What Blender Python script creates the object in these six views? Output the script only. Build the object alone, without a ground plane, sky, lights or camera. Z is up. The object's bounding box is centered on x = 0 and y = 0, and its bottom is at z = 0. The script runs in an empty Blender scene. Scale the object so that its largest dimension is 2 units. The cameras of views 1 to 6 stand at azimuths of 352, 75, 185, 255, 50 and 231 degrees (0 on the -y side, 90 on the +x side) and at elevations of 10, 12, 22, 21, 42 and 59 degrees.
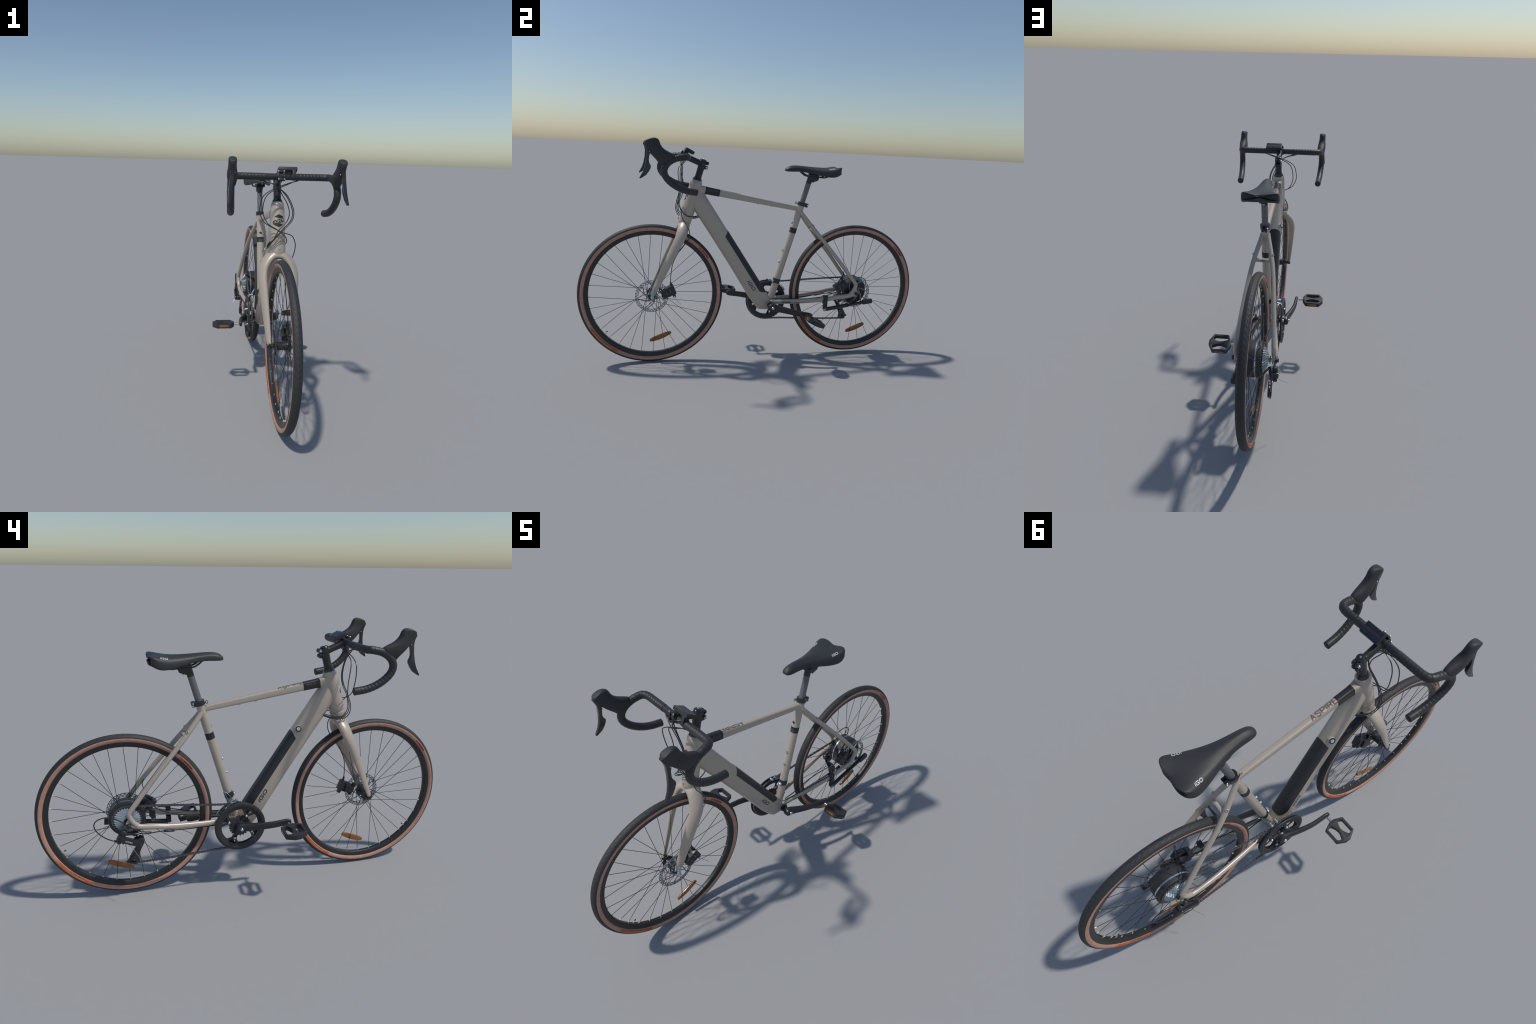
# Electric gravel bicycle, built part by part.  Metres, z up, front = -y, drive side = -x.
import bpy, bmesh, math, random
import numpy as np
from mathutils import Vector, Matrix
from mathutils.bvhtree import BVHTree

random.seed(7)
X0 = 0.006                       # the bicycle's median plane
FW = (X0, -0.6015, 0.3985)       # front wheel centre
RW = (X0, 0.6020, 0.4090)        # rear wheel centre
BB = (0.081, 0.330)              # bottom bracket (y, z)
pi = math.pi

# ------------------------------------------------------------------ materials
MATS = {}
def mat(name, col, rough=0.5, metal=0.0, coat=0.0, bump=None, var=None, spec=0.5):
    if name in MATS: return MATS[name]
    m = bpy.data.materials.new(name); m.use_nodes = True
    nt = m.node_tree; b = nt.nodes["Principled BSDF"]
    b.inputs["Base Color"].default_value = (*col, 1)
    b.inputs["Roughness"].default_value = rough
    b.inputs["Metallic"].default_value = metal
    b.inputs["Coat Weight"].default_value = coat
    b.inputs["Coat Roughness"].default_value = 0.12
    b.inputs["Specular IOR Level"].default_value = spec
    tc = nt.nodes.new("ShaderNodeTexCoord")
    if var:                       # (scale, amount): soft tonal mottling
        n = nt.nodes.new("ShaderNodeTexNoise"); n.inputs["Scale"].default_value = var[0]
        n.inputs["Detail"].default_value = 4
        nt.links.new(tc.outputs["Object"], n.inputs["Vector"])
        r = nt.nodes.new("ShaderNodeValToRGB")
        r.color_ramp.elements[0].position = 0.3; r.color_ramp.elements[1].position = 0.7
        a = var[1]
        r.color_ramp.elements[0].color = (*[c * (1 - a) for c in col], 1)
        r.color_ramp.elements[1].color = (*[min(1, c * (1 + a)) for c in col], 1)
        nt.links.new(n.outputs["Fac"], r.inputs["Fac"])
        nt.links.new(r.outputs["Color"], b.inputs["Base Color"])
    if bump:                      # (scale, strength, distance)
        n = nt.nodes.new("ShaderNodeTexNoise"); n.inputs["Scale"].default_value = bump[0]
        nt.links.new(tc.outputs["Object"], n.inputs["Vector"])
        bp = nt.nodes.new("ShaderNodeBump"); bp.inputs["Strength"].default_value = bump[1]
        bp.inputs["Distance"].default_value = bump[2]
        nt.links.new(n.outputs["Fac"], bp.inputs["Height"])
        nt.links.new(bp.outputs["Normal"], b.inputs["Normal"])
    MATS[name] = m
    return m

PAINT   = mat("beige_paint", (0.455, 0.390, 0.322), 0.38, metal=0.12, coat=0.25, var=(900, 0.035))
BATT    = mat("battery_satin_black", (0.020, 0.021, 0.023), 0.42, var=(60, 0.08))
TREAD   = mat("tyre_rubber", (0.029, 0.0305, 0.031), 0.62, bump=(700, 0.15, 0.001))
RIM     = mat("rim_black", (0.021, 0.021, 0.0225), 0.40)
SPOKE   = mat("spoke_black", (0.030, 0.030, 0.032), 0.40, metal=0.3)
BRASS   = mat("nipple_brass", (0.66, 0.58, 0.30), 0.38, metal=0.4)
TAPE    = mat("bar_tape", (0.027, 0.0275, 0.028), 0.46, bump=(900, 0.2, 0.0006))
HOOD    = mat("hood_rubber", (0.030, 0.0305, 0.032), 0.60, bump=(1200, 0.12, 0.0005))
BLACK   = mat("black_alloy", (0.024, 0.025, 0.027), 0.38)
GLOSS   = mat("gloss_black", (0.018, 0.019, 0.023), 0.18, coat=0.3)
PLASTIC = mat("black_plastic", (0.026, 0.027, 0.029), 0.55)
SADDLE  = mat("saddle_vinyl", (0.028, 0.0285, 0.030), 0.54, bump=(1500, 0.08, 0.0004))
POST    = mat("seatpost_alloy", (0.150, 0.152, 0.156), 0.45, metal=0.25, var=(120, 0.06))
STEEL   = mat("bright_steel", (0.62, 0.68, 0.72), 0.25, metal=0.9)
COG     = mat("cassette_steel", (0.60, 0.68, 0.73), 0.32, metal=0.75)
BLUED   = mat("blued_steel", (0.10, 0.16, 0.20), 0.3, metal=0.8)
ROTOR   = mat("rotor_steel", (0.20, 0.215, 0.24), 0.38, metal=0.6)
CHAIN   = mat("chain_steel", (0.115, 0.115, 0.120), 0.42, metal=0.55)
DGREY   = mat("dark_grey_steel", (0.075, 0.075, 0.078), 0.5, metal=0.4)
INK     = mat("print_black", (0.018, 0.018, 0.020), 0.45)
INKGREY = mat("print_grey", (0.125, 0.112, 0.100), 0.50)
WHITE   = mat("print_white", (0.62, 0.63, 0.64), 0.50)
MIDGREY = mat("print_mid_grey", (0.16, 0.16, 0.165), 0.5)
RED     = mat("label_red", (0.50, 0.085, 0.035), 0.6)
ORANGE  = mat("label_orange", (0.54, 0.185, 0.055), 0.6, var=(160, 0.25))
LDARK   = mat("label_dark", (0.05, 0.02, 0.02), 0.6)
LENS    = mat("port_cap", (0.36, 0.46, 0.49), 0.25, coat=0.4)
SCREEN  = mat("display_glass", (0.012, 0.016, 0.026), 0.10, coat=0.5)
SCREENB = mat("display_segment", (0.014, 0.020, 0.036), 0.30)
SCREENR = mat("display_stripe", (0.030, 0.024, 0.022), 0.35)
CABLE   = mat("cable_housing", (0.020, 0.021, 0.023), 0.35)
WIRE    = mat("inner_wire", (0.35, 0.37, 0.39), 0.35, metal=0.7)

def amber():
    m = mat("amber_reflector", (0.46, 0.165, 0.012), 0.22, coat=0.6)
    nt = m.node_tree; b = nt.nodes["Principled BSDF"]
    tc = nt.nodes.new("ShaderNodeTexCoord"); v = nt.nodes.new("ShaderNodeTexVoronoi")
    v.inputs["Scale"].default_value = 420
    nt.links.new(tc.outputs["Object"], v.inputs["Vector"])
    r = nt.nodes.new("ShaderNodeValToRGB")
    r.color_ramp.elements[0].color = (0.34, 0.125, 0.010, 1)
    r.color_ramp.elements[1].color = (0.22, 0.072, 0.006, 1)
    nt.links.new(v.outputs["Distance"], r.inputs["Fac"])
    nt.links.new(r.outputs["Color"], b.inputs["Base Color"])
    bp = nt.nodes.new("ShaderNodeBump"); bp.inputs["Strength"].default_value = 0.4
    bp.inputs["Distance"].default_value = 0.001
    nt.links.new(v.outputs["Distance"], bp.inputs["Height"])
    nt.links.new(bp.outputs["Normal"], b.inputs["Normal"])
    return m
AMBER = amber()

def tan_wall():
    """Tan sidewall: fine slanted threads running round the casing (polar coordinates in nodes)."""
    m = mat("tan_sidewall", (0.52, 0.265, 0.185), 0.62)
    nt = m.node_tree; b = nt.nodes["Principled BSDF"]; N = nt.nodes; L = nt.links
    tc = N.new("ShaderNodeTexCoord"); sx = N.new("ShaderNodeSeparateXYZ")
    L.new(tc.outputs["Object"], sx.inputs[0])
    at = N.new("ShaderNodeMath"); at.operation = 'ARCTAN2'
    L.new(sx.outputs["Z"], at.inputs[0]); L.new(sx.outputs["Y"], at.inputs[1])
    ln = N.new("ShaderNodeVectorMath"); ln.operation = 'LENGTH'
    cb = N.new("ShaderNodeCombineXYZ")
    L.new(sx.outputs["Y"], cb.inputs[0]); L.new(sx.outputs["Z"], cb.inputs[1]); L.new(cb.outputs[0], ln.inputs[0])
    m1 = N.new("ShaderNodeMath"); m1.operation = 'MULTIPLY'; m1.inputs[1].default_value = 240
    L.new(at.outputs[0], m1.inputs[0])
    m2 = N.new("ShaderNodeMath"); m2.operation = 'MULTIPLY_ADD'; m2.inputs[1].default_value = 500
    L.new(ln.outputs["Value"], m2.inputs[0]); L.new(m1.outputs[0], m2.inputs[2])
    s = N.new("ShaderNodeMath"); s.operation = 'SINE'; L.new(m2.outputs[0], s.inputs[0])
    ns = N.new("ShaderNodeTexNoise"); ns.inputs["Scale"].default_value = 45
    L.new(tc.outputs["Object"], ns.inputs["Vector"])
    ad = N.new("ShaderNodeMath"); ad.operation = 'MULTIPLY_ADD'; ad.inputs[1].default_value = 0.16
    L.new(s.outputs[0], ad.inputs[0]); L.new(ns.outputs["Fac"], ad.inputs[2])
    r = N.new("ShaderNodeValToRGB")
    r.color_ramp.elements[0].position = 0.2; r.color_ramp.elements[1].position = 0.8
    r.color_ramp.elements[0].color = (0.43, 0.222, 0.160, 1)
    r.color_ramp.elements[1].color = (0.54, 0.295, 0.215, 1)
    L.new(ad.outputs[0], r.inputs["Fac"]); L.new(r.outputs["Color"], b.inputs["Base Color"])
    return m
TAN = tan_wall()

# ------------------------------------------------------------------ scene helpers
COL = bpy.context.scene.collection
root = bpy.data.objects.new("bicycle", None)
root["label"] = "beige electric gravel bicycle with drop bars and tan sidewalls"
root["category"] = "bicycle"
COL.objects.link(root)

def add(name, me, parent, material=None, stuff=False):
    o = bpy.data.objects.new(name, me); COL.objects.link(o)
    if material and not me.materials: me.materials.append(material)
    o.parent = parent
    if stuff: o["kind"] = "stuff"
    return o

def mk(name, V, F, smooth=None):
    me = bpy.data.meshes.new(name)
    me.from_pydata([tuple(map(float, v)) for v in V], [], [tuple(map(int, f)) for f in F])
    me.update()
    bm = bmesh.new(); bm.from_mesh(me); bmesh.ops.recalc_face_normals(bm, faces=bm.faces); bm.to_mesh(me); bm.free()
    if smooth is not None: smooth_angle(me, smooth)
    return me

def smooth_angle(me, deg=35):
    for p in me.polygons: p.use_smooth = True
    try: me.set_sharp_from_angle(angle=math.radians(deg))
    except Exception: pass

def join(name, meshes, smooth=None):
    V, F = [], []
    for me in meshes:
        o = len(V); V += [v.co[:] for v in me.vertices]; F += [[i + o for i in p.vertices] for p in me.polygons]
    out = mk(name, V, F, smooth)
    for me in meshes: bpy.data.meshes.remove(me)
    return out

def rings(name, R, close=False, caps=True, smooth=40):
    """Loft a list of equal-length point rings."""
    n = len(R[0]); V = [p for r in R for p in r]; F = []
    m = len(R)
    for i in range(m if close else m - 1):
        a, b = i * n, ((i + 1) % m) * n
        for j in range(n):
            k = (j + 1) % n
            F.append((a + j, a + k, b + k, b + j))
    if caps and not close:
        F.append(tuple(range(n))); F.append(tuple((m - 1) * n + j for j in range(n)))
    return mk(name, V, F, smooth)

def spline(P, n=8, closed=False):
    """Catmull-Rom through control points."""
    P = [np.array(p, float) for p in P]; out = []
    m = len(P)
    for i in range(m if closed else m - 1):
        p1, p2 = P[i], P[(i + 1) % m]
        p0 = P[i - 1] if (closed or i > 0) else 2 * p1 - p2
        p3 = P[(i + 2) % m] if (closed or i + 2 < m) else 2 * p2 - p1
        for k in range(n):
            t = k / n
            out.append(0.5 * (2 * p1 + (p2 - p0) * t + (2 * p0 - 5 * p1 + 4 * p2 - p3) * t * t + (3 * p1 - p0 - 3 * p2 + p3) * t ** 3))
    if not closed: out.append(P[-1])
    return np.array(out)

def frames(P, ref=(1, 0, 0)):
    """Parallel-transported side/normal vectors along a path."""
    P = np.array(P, float); T = np.gradient(P, axis=0)
    T /= np.linalg.norm(T, axis=1)[:, None]
    ref = np.array(ref, float); a = ref - T[0] * (ref @ T[0])
    if np.linalg.norm(a) < 1e-6: a = np.cross(T[0], [0, 0.3, 1])
    a /= np.linalg.norm(a); A = [a]
    for i in range(1, len(P)):
        a = A[-1] - T[i] * (A[-1] @ T[i]); a /= np.linalg.norm(a); A.append(a)
    A = np.array(A); B = np.cross(T, A)
    return P, T, A, B

def tube(name, P, r, seg=20, ref=(1, 0, 0), rb=None, power=2.0, caps=True, smooth=40):
    """Tube along P; r (and rb for the second axis) scalar or per point; power > 2 squares the section."""
    P, T, A, B = frames(P, ref)
    n = len(P); ra = np.broadcast_to(np.array(r, float), (n,)); rb_ = ra if rb is None else np.broadcast_to(np.array(rb, float), (n,))
    t = np.arange(seg) * 2 * pi / seg
    c, s = np.cos(t), np.sin(t)
    cx = np.sign(c) * np.abs(c) ** (2 / power); sx = np.sign(s) * np.abs(s) ** (2 / power)
    R = [[P[i] + A[i] * ra[i] * cx[j] + B[i] * rb_[i] * sx[j] for j in range(seg)] for i in range(n)]
    return rings(name, R, caps=caps, smooth=smooth)

def lathe(name, prof, origin=(0, 0, 0), axis=(1, 0, 0), seg=48, closed=False, smooth=35, caps=True):
    """Revolve (along-axis, radius) profile about an axis through origin."""
    ax = Vector(axis).normalized(); q = Vector((1, 0, 0)).rotation_difference(ax)
    O = Vector(origin); R = []
    for (s, r) in prof:
        R.append([tuple(O + q @ Vector((s, r * math.cos(2 * pi * j / seg), r * math.sin(2 * pi * j / seg)))) for j in range(seg)])
    return rings(name, R, close=closed, caps=caps, smooth=smooth)

def cyl(name, a, b, r, seg=20, bev=0.0, r2=None):
    a, b = Vector(a), Vector(b); L = (b - a).length; r2 = r if r2 is None else r2
    bev = min(bev, r * 0.9, L * 0.45)
    prof = [(0, r), (L, r2)] if bev <= 0 else [(0, r - bev), (bev, r), (L - bev, r2), (L, r2 - bev)]
    return lathe(name, prof, a, b - a, seg, smooth=50)

def bevelled(name, me, w, seg=2, angle=30):
    bm = bmesh.new(); bm.from_mesh(me)
    es = [e for e in bm.edges if len(e.link_faces) == 2 and e.calc_face_angle(0) > math.radians(angle)]
    bmesh.ops.bevel(bm, geom=es, offset=w, segments=seg, profile=0.6, affect='EDGES', clamp_overlap=True)
    out = bpy.data.meshes.new(name); bm.to_mesh(out); bm.free(); bpy.data.meshes.remove(me)
    smooth_angle(out, 35)
    return out

def box(name, c, size, rot=(0, 0, 0), bev=0.002, seg=2):
    """Bevelled box; rot = euler angles (radians)."""
    sx, sy, sz = [s / 2 for s in size]
    M = Matrix.Translation(c) @ Matrix.Rotation(rot[2], 4, 'Z') @ Matrix.Rotation(rot[1], 4, 'Y') @ Matrix.Rotation(rot[0], 4, 'X')
    V = [M @ Vector((x, y, z)) for x in (-sx, sx) for y in (-sy, sy) for z in (-sz, sz)]
    F = [(0, 1, 3, 2), (4, 6, 7, 5), (0, 4, 5, 1), (2, 3, 7, 6), (0, 2, 6, 4), (1, 5, 7, 3)]
    me = mk(name, V, F)
    return bevelled(name, me, bev, seg) if bev else me

def plate(name, poly, x1, x2, bev=0.0015, seg=2, shear=None):
    """Extrude a (y, z) polygon between x1 and x2."""
    n = len(poly); V = [(x1, y, z) for y, z in poly] + [(x2, y, z) for y, z in poly]
    if shear: V = [(x + shear(y, z), y, z) for x, y, z in V]
    F = [tuple(range(n)), tuple(range(n, 2 * n))] + [(i, (i + 1) % n, n + (i + 1) % n, n + i) for i in range(n)]
    me = mk(name, V, F)
    return bevelled(name, me, bev, seg, 25) if bev else me

def subsurf(me, lv=2):
    o = bpy.data.objects.new("tmp", me); COL.objects.link(o)
    md = o.modifiers.new("s", 'SUBSURF'); md.levels = lv; md.render_levels = lv
    dg = bpy.context.evaluated_depsgraph_get(); out = bpy.data.meshes.new_from_object(o.evaluated_get(dg))
    bpy.data.objects.remove(o); nm = me.name; bpy.data.meshes.remove(me); out.name = nm
    for p in out.polygons: p.use_smooth = True
    return out

def remesh(me, vox, smooth_it=6):
    o = bpy.data.objects.new("tmp", me); COL.objects.link(o)
    md = o.modifiers.new("r", 'REMESH'); md.mode = 'VOXEL'; md.voxel_size = vox; md.use_smooth_shade = True
    md = o.modifiers.new("s", 'SMOOTH'); md.iterations = smooth_it; md.factor = 0.5
    dg = bpy.context.evaluated_depsgraph_get(); out = bpy.data.meshes.new_from_object(o.evaluated_get(dg))
    bpy.data.objects.remove(o); nm = me.name; bpy.data.meshes.remove(me); out.name = nm
    for p in out.polygons: p.use_smooth = True
    return out

def arc(cx, cy, r, a0, a1, n):
    return [(cx + r * math.cos(math.radians(a0 + (a1 - a0) * i / n)), cy + r * math.sin(math.radians(a0 + (a1 - a0) * i / n))) for i in range(n + 1)]

def annulus(name, cy, cz, r1, r2, x1, x2, seg=96, bev=0.0004):
    prof = [(x1, r1), (x1, r2), (x2, r2), (x2, r1)]
    return lathe(name, prof, (0, cy, cz), (1, 0, 0), seg, closed=True, smooth=35)

# bolts share one mesh: a small domed chrome head pointing along +x at unit radius
BOLT = lathe("bolt_head", [(0, 1.0), (0.7, 1.0), (1.0, 0.75), (1.05, 0.45), (0.6, 0.38), (0.6, 0.0001)], seg=16, smooth=40)
BOLT.materials.append(STEEL)
def bolt(parent, loc, dirn, r, name="bolt"):
    o = bpy.data.objects.new(name, BOLT); COL.objects.link(o); o.parent = parent
    o.location = loc; o.rotation_mode = 'QUATERNION'
    o.rotation_quaternion = Vector((1, 0, 0)).rotation_difference(Vector(dirn).normalized())
    o.scale = (r, r, r)
    return o

# ------------------------------------------------------------------ printed marks
def stroke_mesh(polys):
    """2D filled quads list -> (V, F) flat mesh."""
    V, F = [], []
    for q in polys:
        o = len(V); V += [(x, y) for x, y in q]; F.append(tuple(range(o, o + len(q))))
    return V, F

def ribbon(P, w, closed=False):
    """Mitred band of width w along a 2D polyline, as quads."""
    P = [np.array(p, float) for p in P]; n = len(P); L = []; R = []
    for i in range(n):
        a = P[i - 1] if (closed or i > 0) else None; b = P[(i + 1) % n] if (closed or i < n - 1) else None
        d1 = (P[i] - a) if a is not None else (b - P[i]); d2 = (b - P[i]) if b is not None else d1
        d1 = d1 / np.linalg.norm(d1); d2 = d2 / np.linalg.norm(d2)
        n1 = np.array([-d1[1], d1[0]]); n2 = np.array([-d2[1], d2[0]]); m = n1 + n2; m /= np.linalg.norm(m)
        k = w / 2 / max(0.35, m @ n1); L.append(P[i] + m * k); R.append(P[i] - m * k)
    return [[L[i], L[(i + 1) % n], R[(i + 1) % n], R[i]] for i in range(n if closed else n - 1)]

def igo(w=0.2, slant=0.22):
    """The three square letters, cap height 1, left edge at 0."""
    q = []
    q += [[(0, 0), (w, 0), (w, 0.68), (0, 0.68)], [(0, 0.8), (w, 0.8), (w, 1.0), (0, 1.0)]]
    h = w / 2
    def rr(x0, x1, y0, y1, c):
        return [(x0 + c, y0), (x1 - c, y0), (x1, y0 + c), (x1, y1 - c), (x1 - c, y1), (x0 + c, y1), (x0, y1 - c), (x0, y0 + c)]
    g0, g1 = 0.42, 1.62
    q += ribbon([(g1, 1 - h), (g0 + h + 0.16, 1 - h), (g0 + h, 1 - h - 0.16), (g0 + h, h + 0.16), (g0 + h + 0.16, h), (g1 - h, h), (g1 - h, 0.48), (g0 + 0.62, 0.48)], w)
    o0, o1 = 1.84, 3.10
    q += ribbon(rr(o0 + h, o1 - h, h, 1 - h, 0.2), w, closed=True)
    return [[(x + y * slant, y) for x, y in p] for p in q]

GLYPH = {"A": [[(0, 0), (0.27, 1), (0.54, 0)], [(0.12, 0.3), (0.42, 0.3)]], "S": [[(0.5, 0.74), (0.5, 0.9), (0.4, 1), (0.1, 1), (0, 0.9), (0, 0.66), (0.5, 0.34), (0.5, 0.1), (0.4, 0), (0.1, 0), (0, 0.1), (0, 0.26)]],
         "P": [[(0, 0), (0, 1), (0.4, 1), (0.5, 0.9), (0.5, 0.52), (0.4, 0.42), (0, 0.42)]], "I": [[(0, 0), (0, 1)]], "R": [[(0, 0), (0, 1), (0.4, 1), (0.5, 0.9), (0.5, 0.58), (0.4, 0.48), (0, 0.48)], [(0.24, 0.48), (0.5, 0)]],
         "E": [[(0.45, 1), (0, 1), (0, 0), (0.45, 0)], [(0, 0.5), (0.38, 0.5)]], "G": [[(0.5, 0.74), (0.5, 0.9), (0.4, 1), (0.1, 1), (0, 0.9), (0, 0.1), (0.1, 0), (0.4, 0), (0.5, 0.1), (0.5, 0.48), (0.28, 0.48)]],
         "V": [[(0, 1), (0.27, 0), (0.54, 1)]], "L": [[(0, 1), (0, 0), (0.42, 0)]], "C": [[(0.5, 0.74), (0.5, 0.9), (0.4, 1), (0.1, 1), (0, 0.9), (0, 0.1), (0.1, 0), (0.4, 0), (0.5, 0.1), (0.5, 0.26)]]}
def block_text(word, w=0.19, gap=0.2, slant=0.0):
    """Condensed block capitals drawn with straight strokes."""
    q, x = [], 0.0
    for ch in word:
        g = GLYPH[ch]; wd = max(p[0] for st in g for p in st)
        for st in g: q += [[(a + x + b * slant, b) for a, b in qd] for qd in ribbon(st, w)]
        x += wd + w + gap * 0.6
    return stroke_mesh(q)

def decal(name, V2, F, centre, u, v, height, target, material, parent, width=None, cuts=2, off=0.0006):
    """Lay a flat mark on the surface of target: u = reading direction, v = letter-up direction."""
    V2 = np.array(V2, float); V2 = V2 - (V2.max(0) + V2.min(0)) / 2
    V2 = V2 / (V2[:, 1].max() - V2[:, 1].min()) * height
    if width: V2[:, 0] *= width / (V2[:, 0].max() - V2[:, 0].min())
    bm = bmesh.new(); vs = [bm.verts.new((x, y, 0)) for x, y in V2]
    for f in F:
        try: bm.faces.new([vs[i] for i in f])
        except ValueError: pass
    bmesh.ops.remove_doubles(bm, verts=bm.verts, dist=1e-6)
    for _ in range(cuts):
        bmesh.ops.subdivide_edges(bm, edges=[e for e in bm.edges if e.calc_length() > 0.004], cuts=1, use_grid_fill=True)
    bmesh.ops.triangulate(bm, faces=[f for f in bm.faces if len(f.verts) > 4])
    u = Vector(u).normalized(); v = Vector(v); v = (v - u * v.dot(u)).normalized(); n = u.cross(v)
    me_t = target.data if hasattr(target, "data") else target
    bvh = BVHTree.FromPolygons([x.co for x in me_t.vertices], [p.vertices[:] for p in me_t.polygons])
    C = Vector(centre)
    for x in bm.verts:
        p = C + u * x.co.x + v * x.co.y
        hit = bvh.ray_cast(p + n * 0.06, -n, 0.14)
        x.co = (hit[0] + (hit[1] if hit[1].dot(n) > 0 else -hit[1]) * off) if hit[0] else p
    bm.normal_update()
    me = bpy.data.meshes.new(name); bm.to_mesh(me); bm.free()
    for p in me.polygons: p.use_smooth = True
    return add(name, me, parent, material)

# ================================================================== FRAME
HA = Vector((0, 0.2705, 0.9627)).normalized()            # steering axis, upwards
def head_pt(z): return Vector((X0, -0.427 + (z - 0.815) * 0.281, z))
def head_lathe(name, prof, seg=48):
    """Lathe about the steering axis; profile given as (z on axis, radius)."""
    o = head_pt(0.815)
    return lathe(name, [((z - 0.815) / HA.z, r) for z, r in prof], o, HA, seg, smooth=30)

# down tube: big box section lofted between its upper and lower edge
DTD = Vector((0, 0.5547, -0.832)); DTN = Vector((0, 0.832, 0.5547)); DT0 = Vector((X0, -0.317, 0.967))
def dt_section(up, lo, hw, n=40, k=1.0):
    up, lo = Vector((X0, *up)), Vector((X0, *lo)); c = (up + lo) / 2; h = (up - lo) / 2
    pts = []
    for j in range(n):
        a = 2 * pi * j / n; ca, sa = math.cos(a), math.sin(a)
        px = math.copysign(abs(ca) ** (2 / 3.0), ca); py = math.copysign(abs(sa) ** (2 / 2.7), sa)
        pts.append(tuple(c + Vector((hw * px * k, 0, 0)) + h * py * k))
    return pts
def dt_pair(s, depth=0.098):
    p = DT0 + DTD * s; q = p - DTN * depth
    return (p.y, p.z), (q.y, q.z)
dts = []
for s, d, w in [(-0.035, 0.09, 0.024), (0.0, 0.098, 0.031), (0.06, 0.098, 0.0335), (0.2, 0.097, 0.0345), (0.4, 0.098, 0.036), (0.58, 0.102, 0.038), (0.64, 0.104, 0.0385)]:
    dts.append(dt_section(*dt_pair(s, d), w))
dts.append(dt_section((0.074, 0.382), (-0.003, 0.3165), 0.0385))
dts.append(dt_section((0.089, 0.352), (0.014, 0.3005), 0.038))
dts.append(dt_section((0.093, 0.330), (0.040, 0.2978), 0.035))
dts.append(dt_section((0.083, 0.312), (0.060, 0.2985), 0.028))
frame = add("frame", rings("frame", dts, smooth=50), root, PAINT)

bb = lathe("bottom_bracket", [(-0.040, 0.0), (-0.040, 0.026), (0.040, 0.026), (0.040, 0.0)], (X0, *BB), (1, 0, 0), 36)
add("bottom_bracket", bb, frame, PAINT)
add("bottom_bracket_cup", join("bottom_bracket_cup", [cyl("c", (X0 + sx * 0.040, *BB), (X0 + sx * 0.052, *BB), 0.020, bev=0.001) for sx in (-1, 1)], 35), frame, BLACK)

head = add("head_tube", head_lathe("head_tube", [(0.8575, 0.0), (0.8575, 0.0362), (0.859, 0.0370), (0.90, 0.0364), (0.95, 0.0357), (0.99, 0.0351), (1.015, 0.0343), (1.030, 0.0328), (1.040, 0.0300), (1.0445, 0.0268), (1.045, 0.0)]), frame, PAINT)

# top tube: squared, tapering section
def toptube_sections(a, b, grow=0.0, n=10):
    """a, b = fractions along the tube."""
    P, ra, rb = [], [], []
    for i in range(n + 1):
        t = a + (b - a) * i / n
        P.append((X0, -0.340 + t * 0.562, 0.9945 - t * 0.0935))
        flare = max(0, 1 - max(t, 0) / 0.07)
        ra.append(0.0165 - 0.0035 * t + 0.008 * flare ** 2 + grow)
        rb.append(0.0205 - 0.0065 * t + 0.003 * flare + grow)
    return P, ra, rb
P, ra, rb = toptube_sections(-0.045, 1.028, n=28)
top = add("top_tube", tube("top_tube", P, ra, 40, (1, 0, 0), rb, power=3.6), frame, PAINT)
P, ra, rb = toptube_sections(0.040, 0.183, 0.0007)
band = add("top_tube_band", tube("top_tube_band", P, ra, 40, (1, 0, 0), rb, power=3.6), top, INK)

# seat tube
def seat_pt(z, off=0.0): return Vector((X0 + off, 0.120 + (z - 0.471) * 0.279, z))
SA = Vector((0, 0.2687, 0.9632))
seat = add("seat_tube", cyl("seat_tube", seat_pt(0.335), seat_pt(0.929), 0.0203, 36), frame, PAINT)
add("seat_tube_band", lathe("seat_tube_band", [(-0.0155, 0.0), (-0.0155, 0.0209), (0.0155, 0.0209), (0.0155, 0.0)], seat_pt(0.773), SA, 36), seat, INK)

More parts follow.
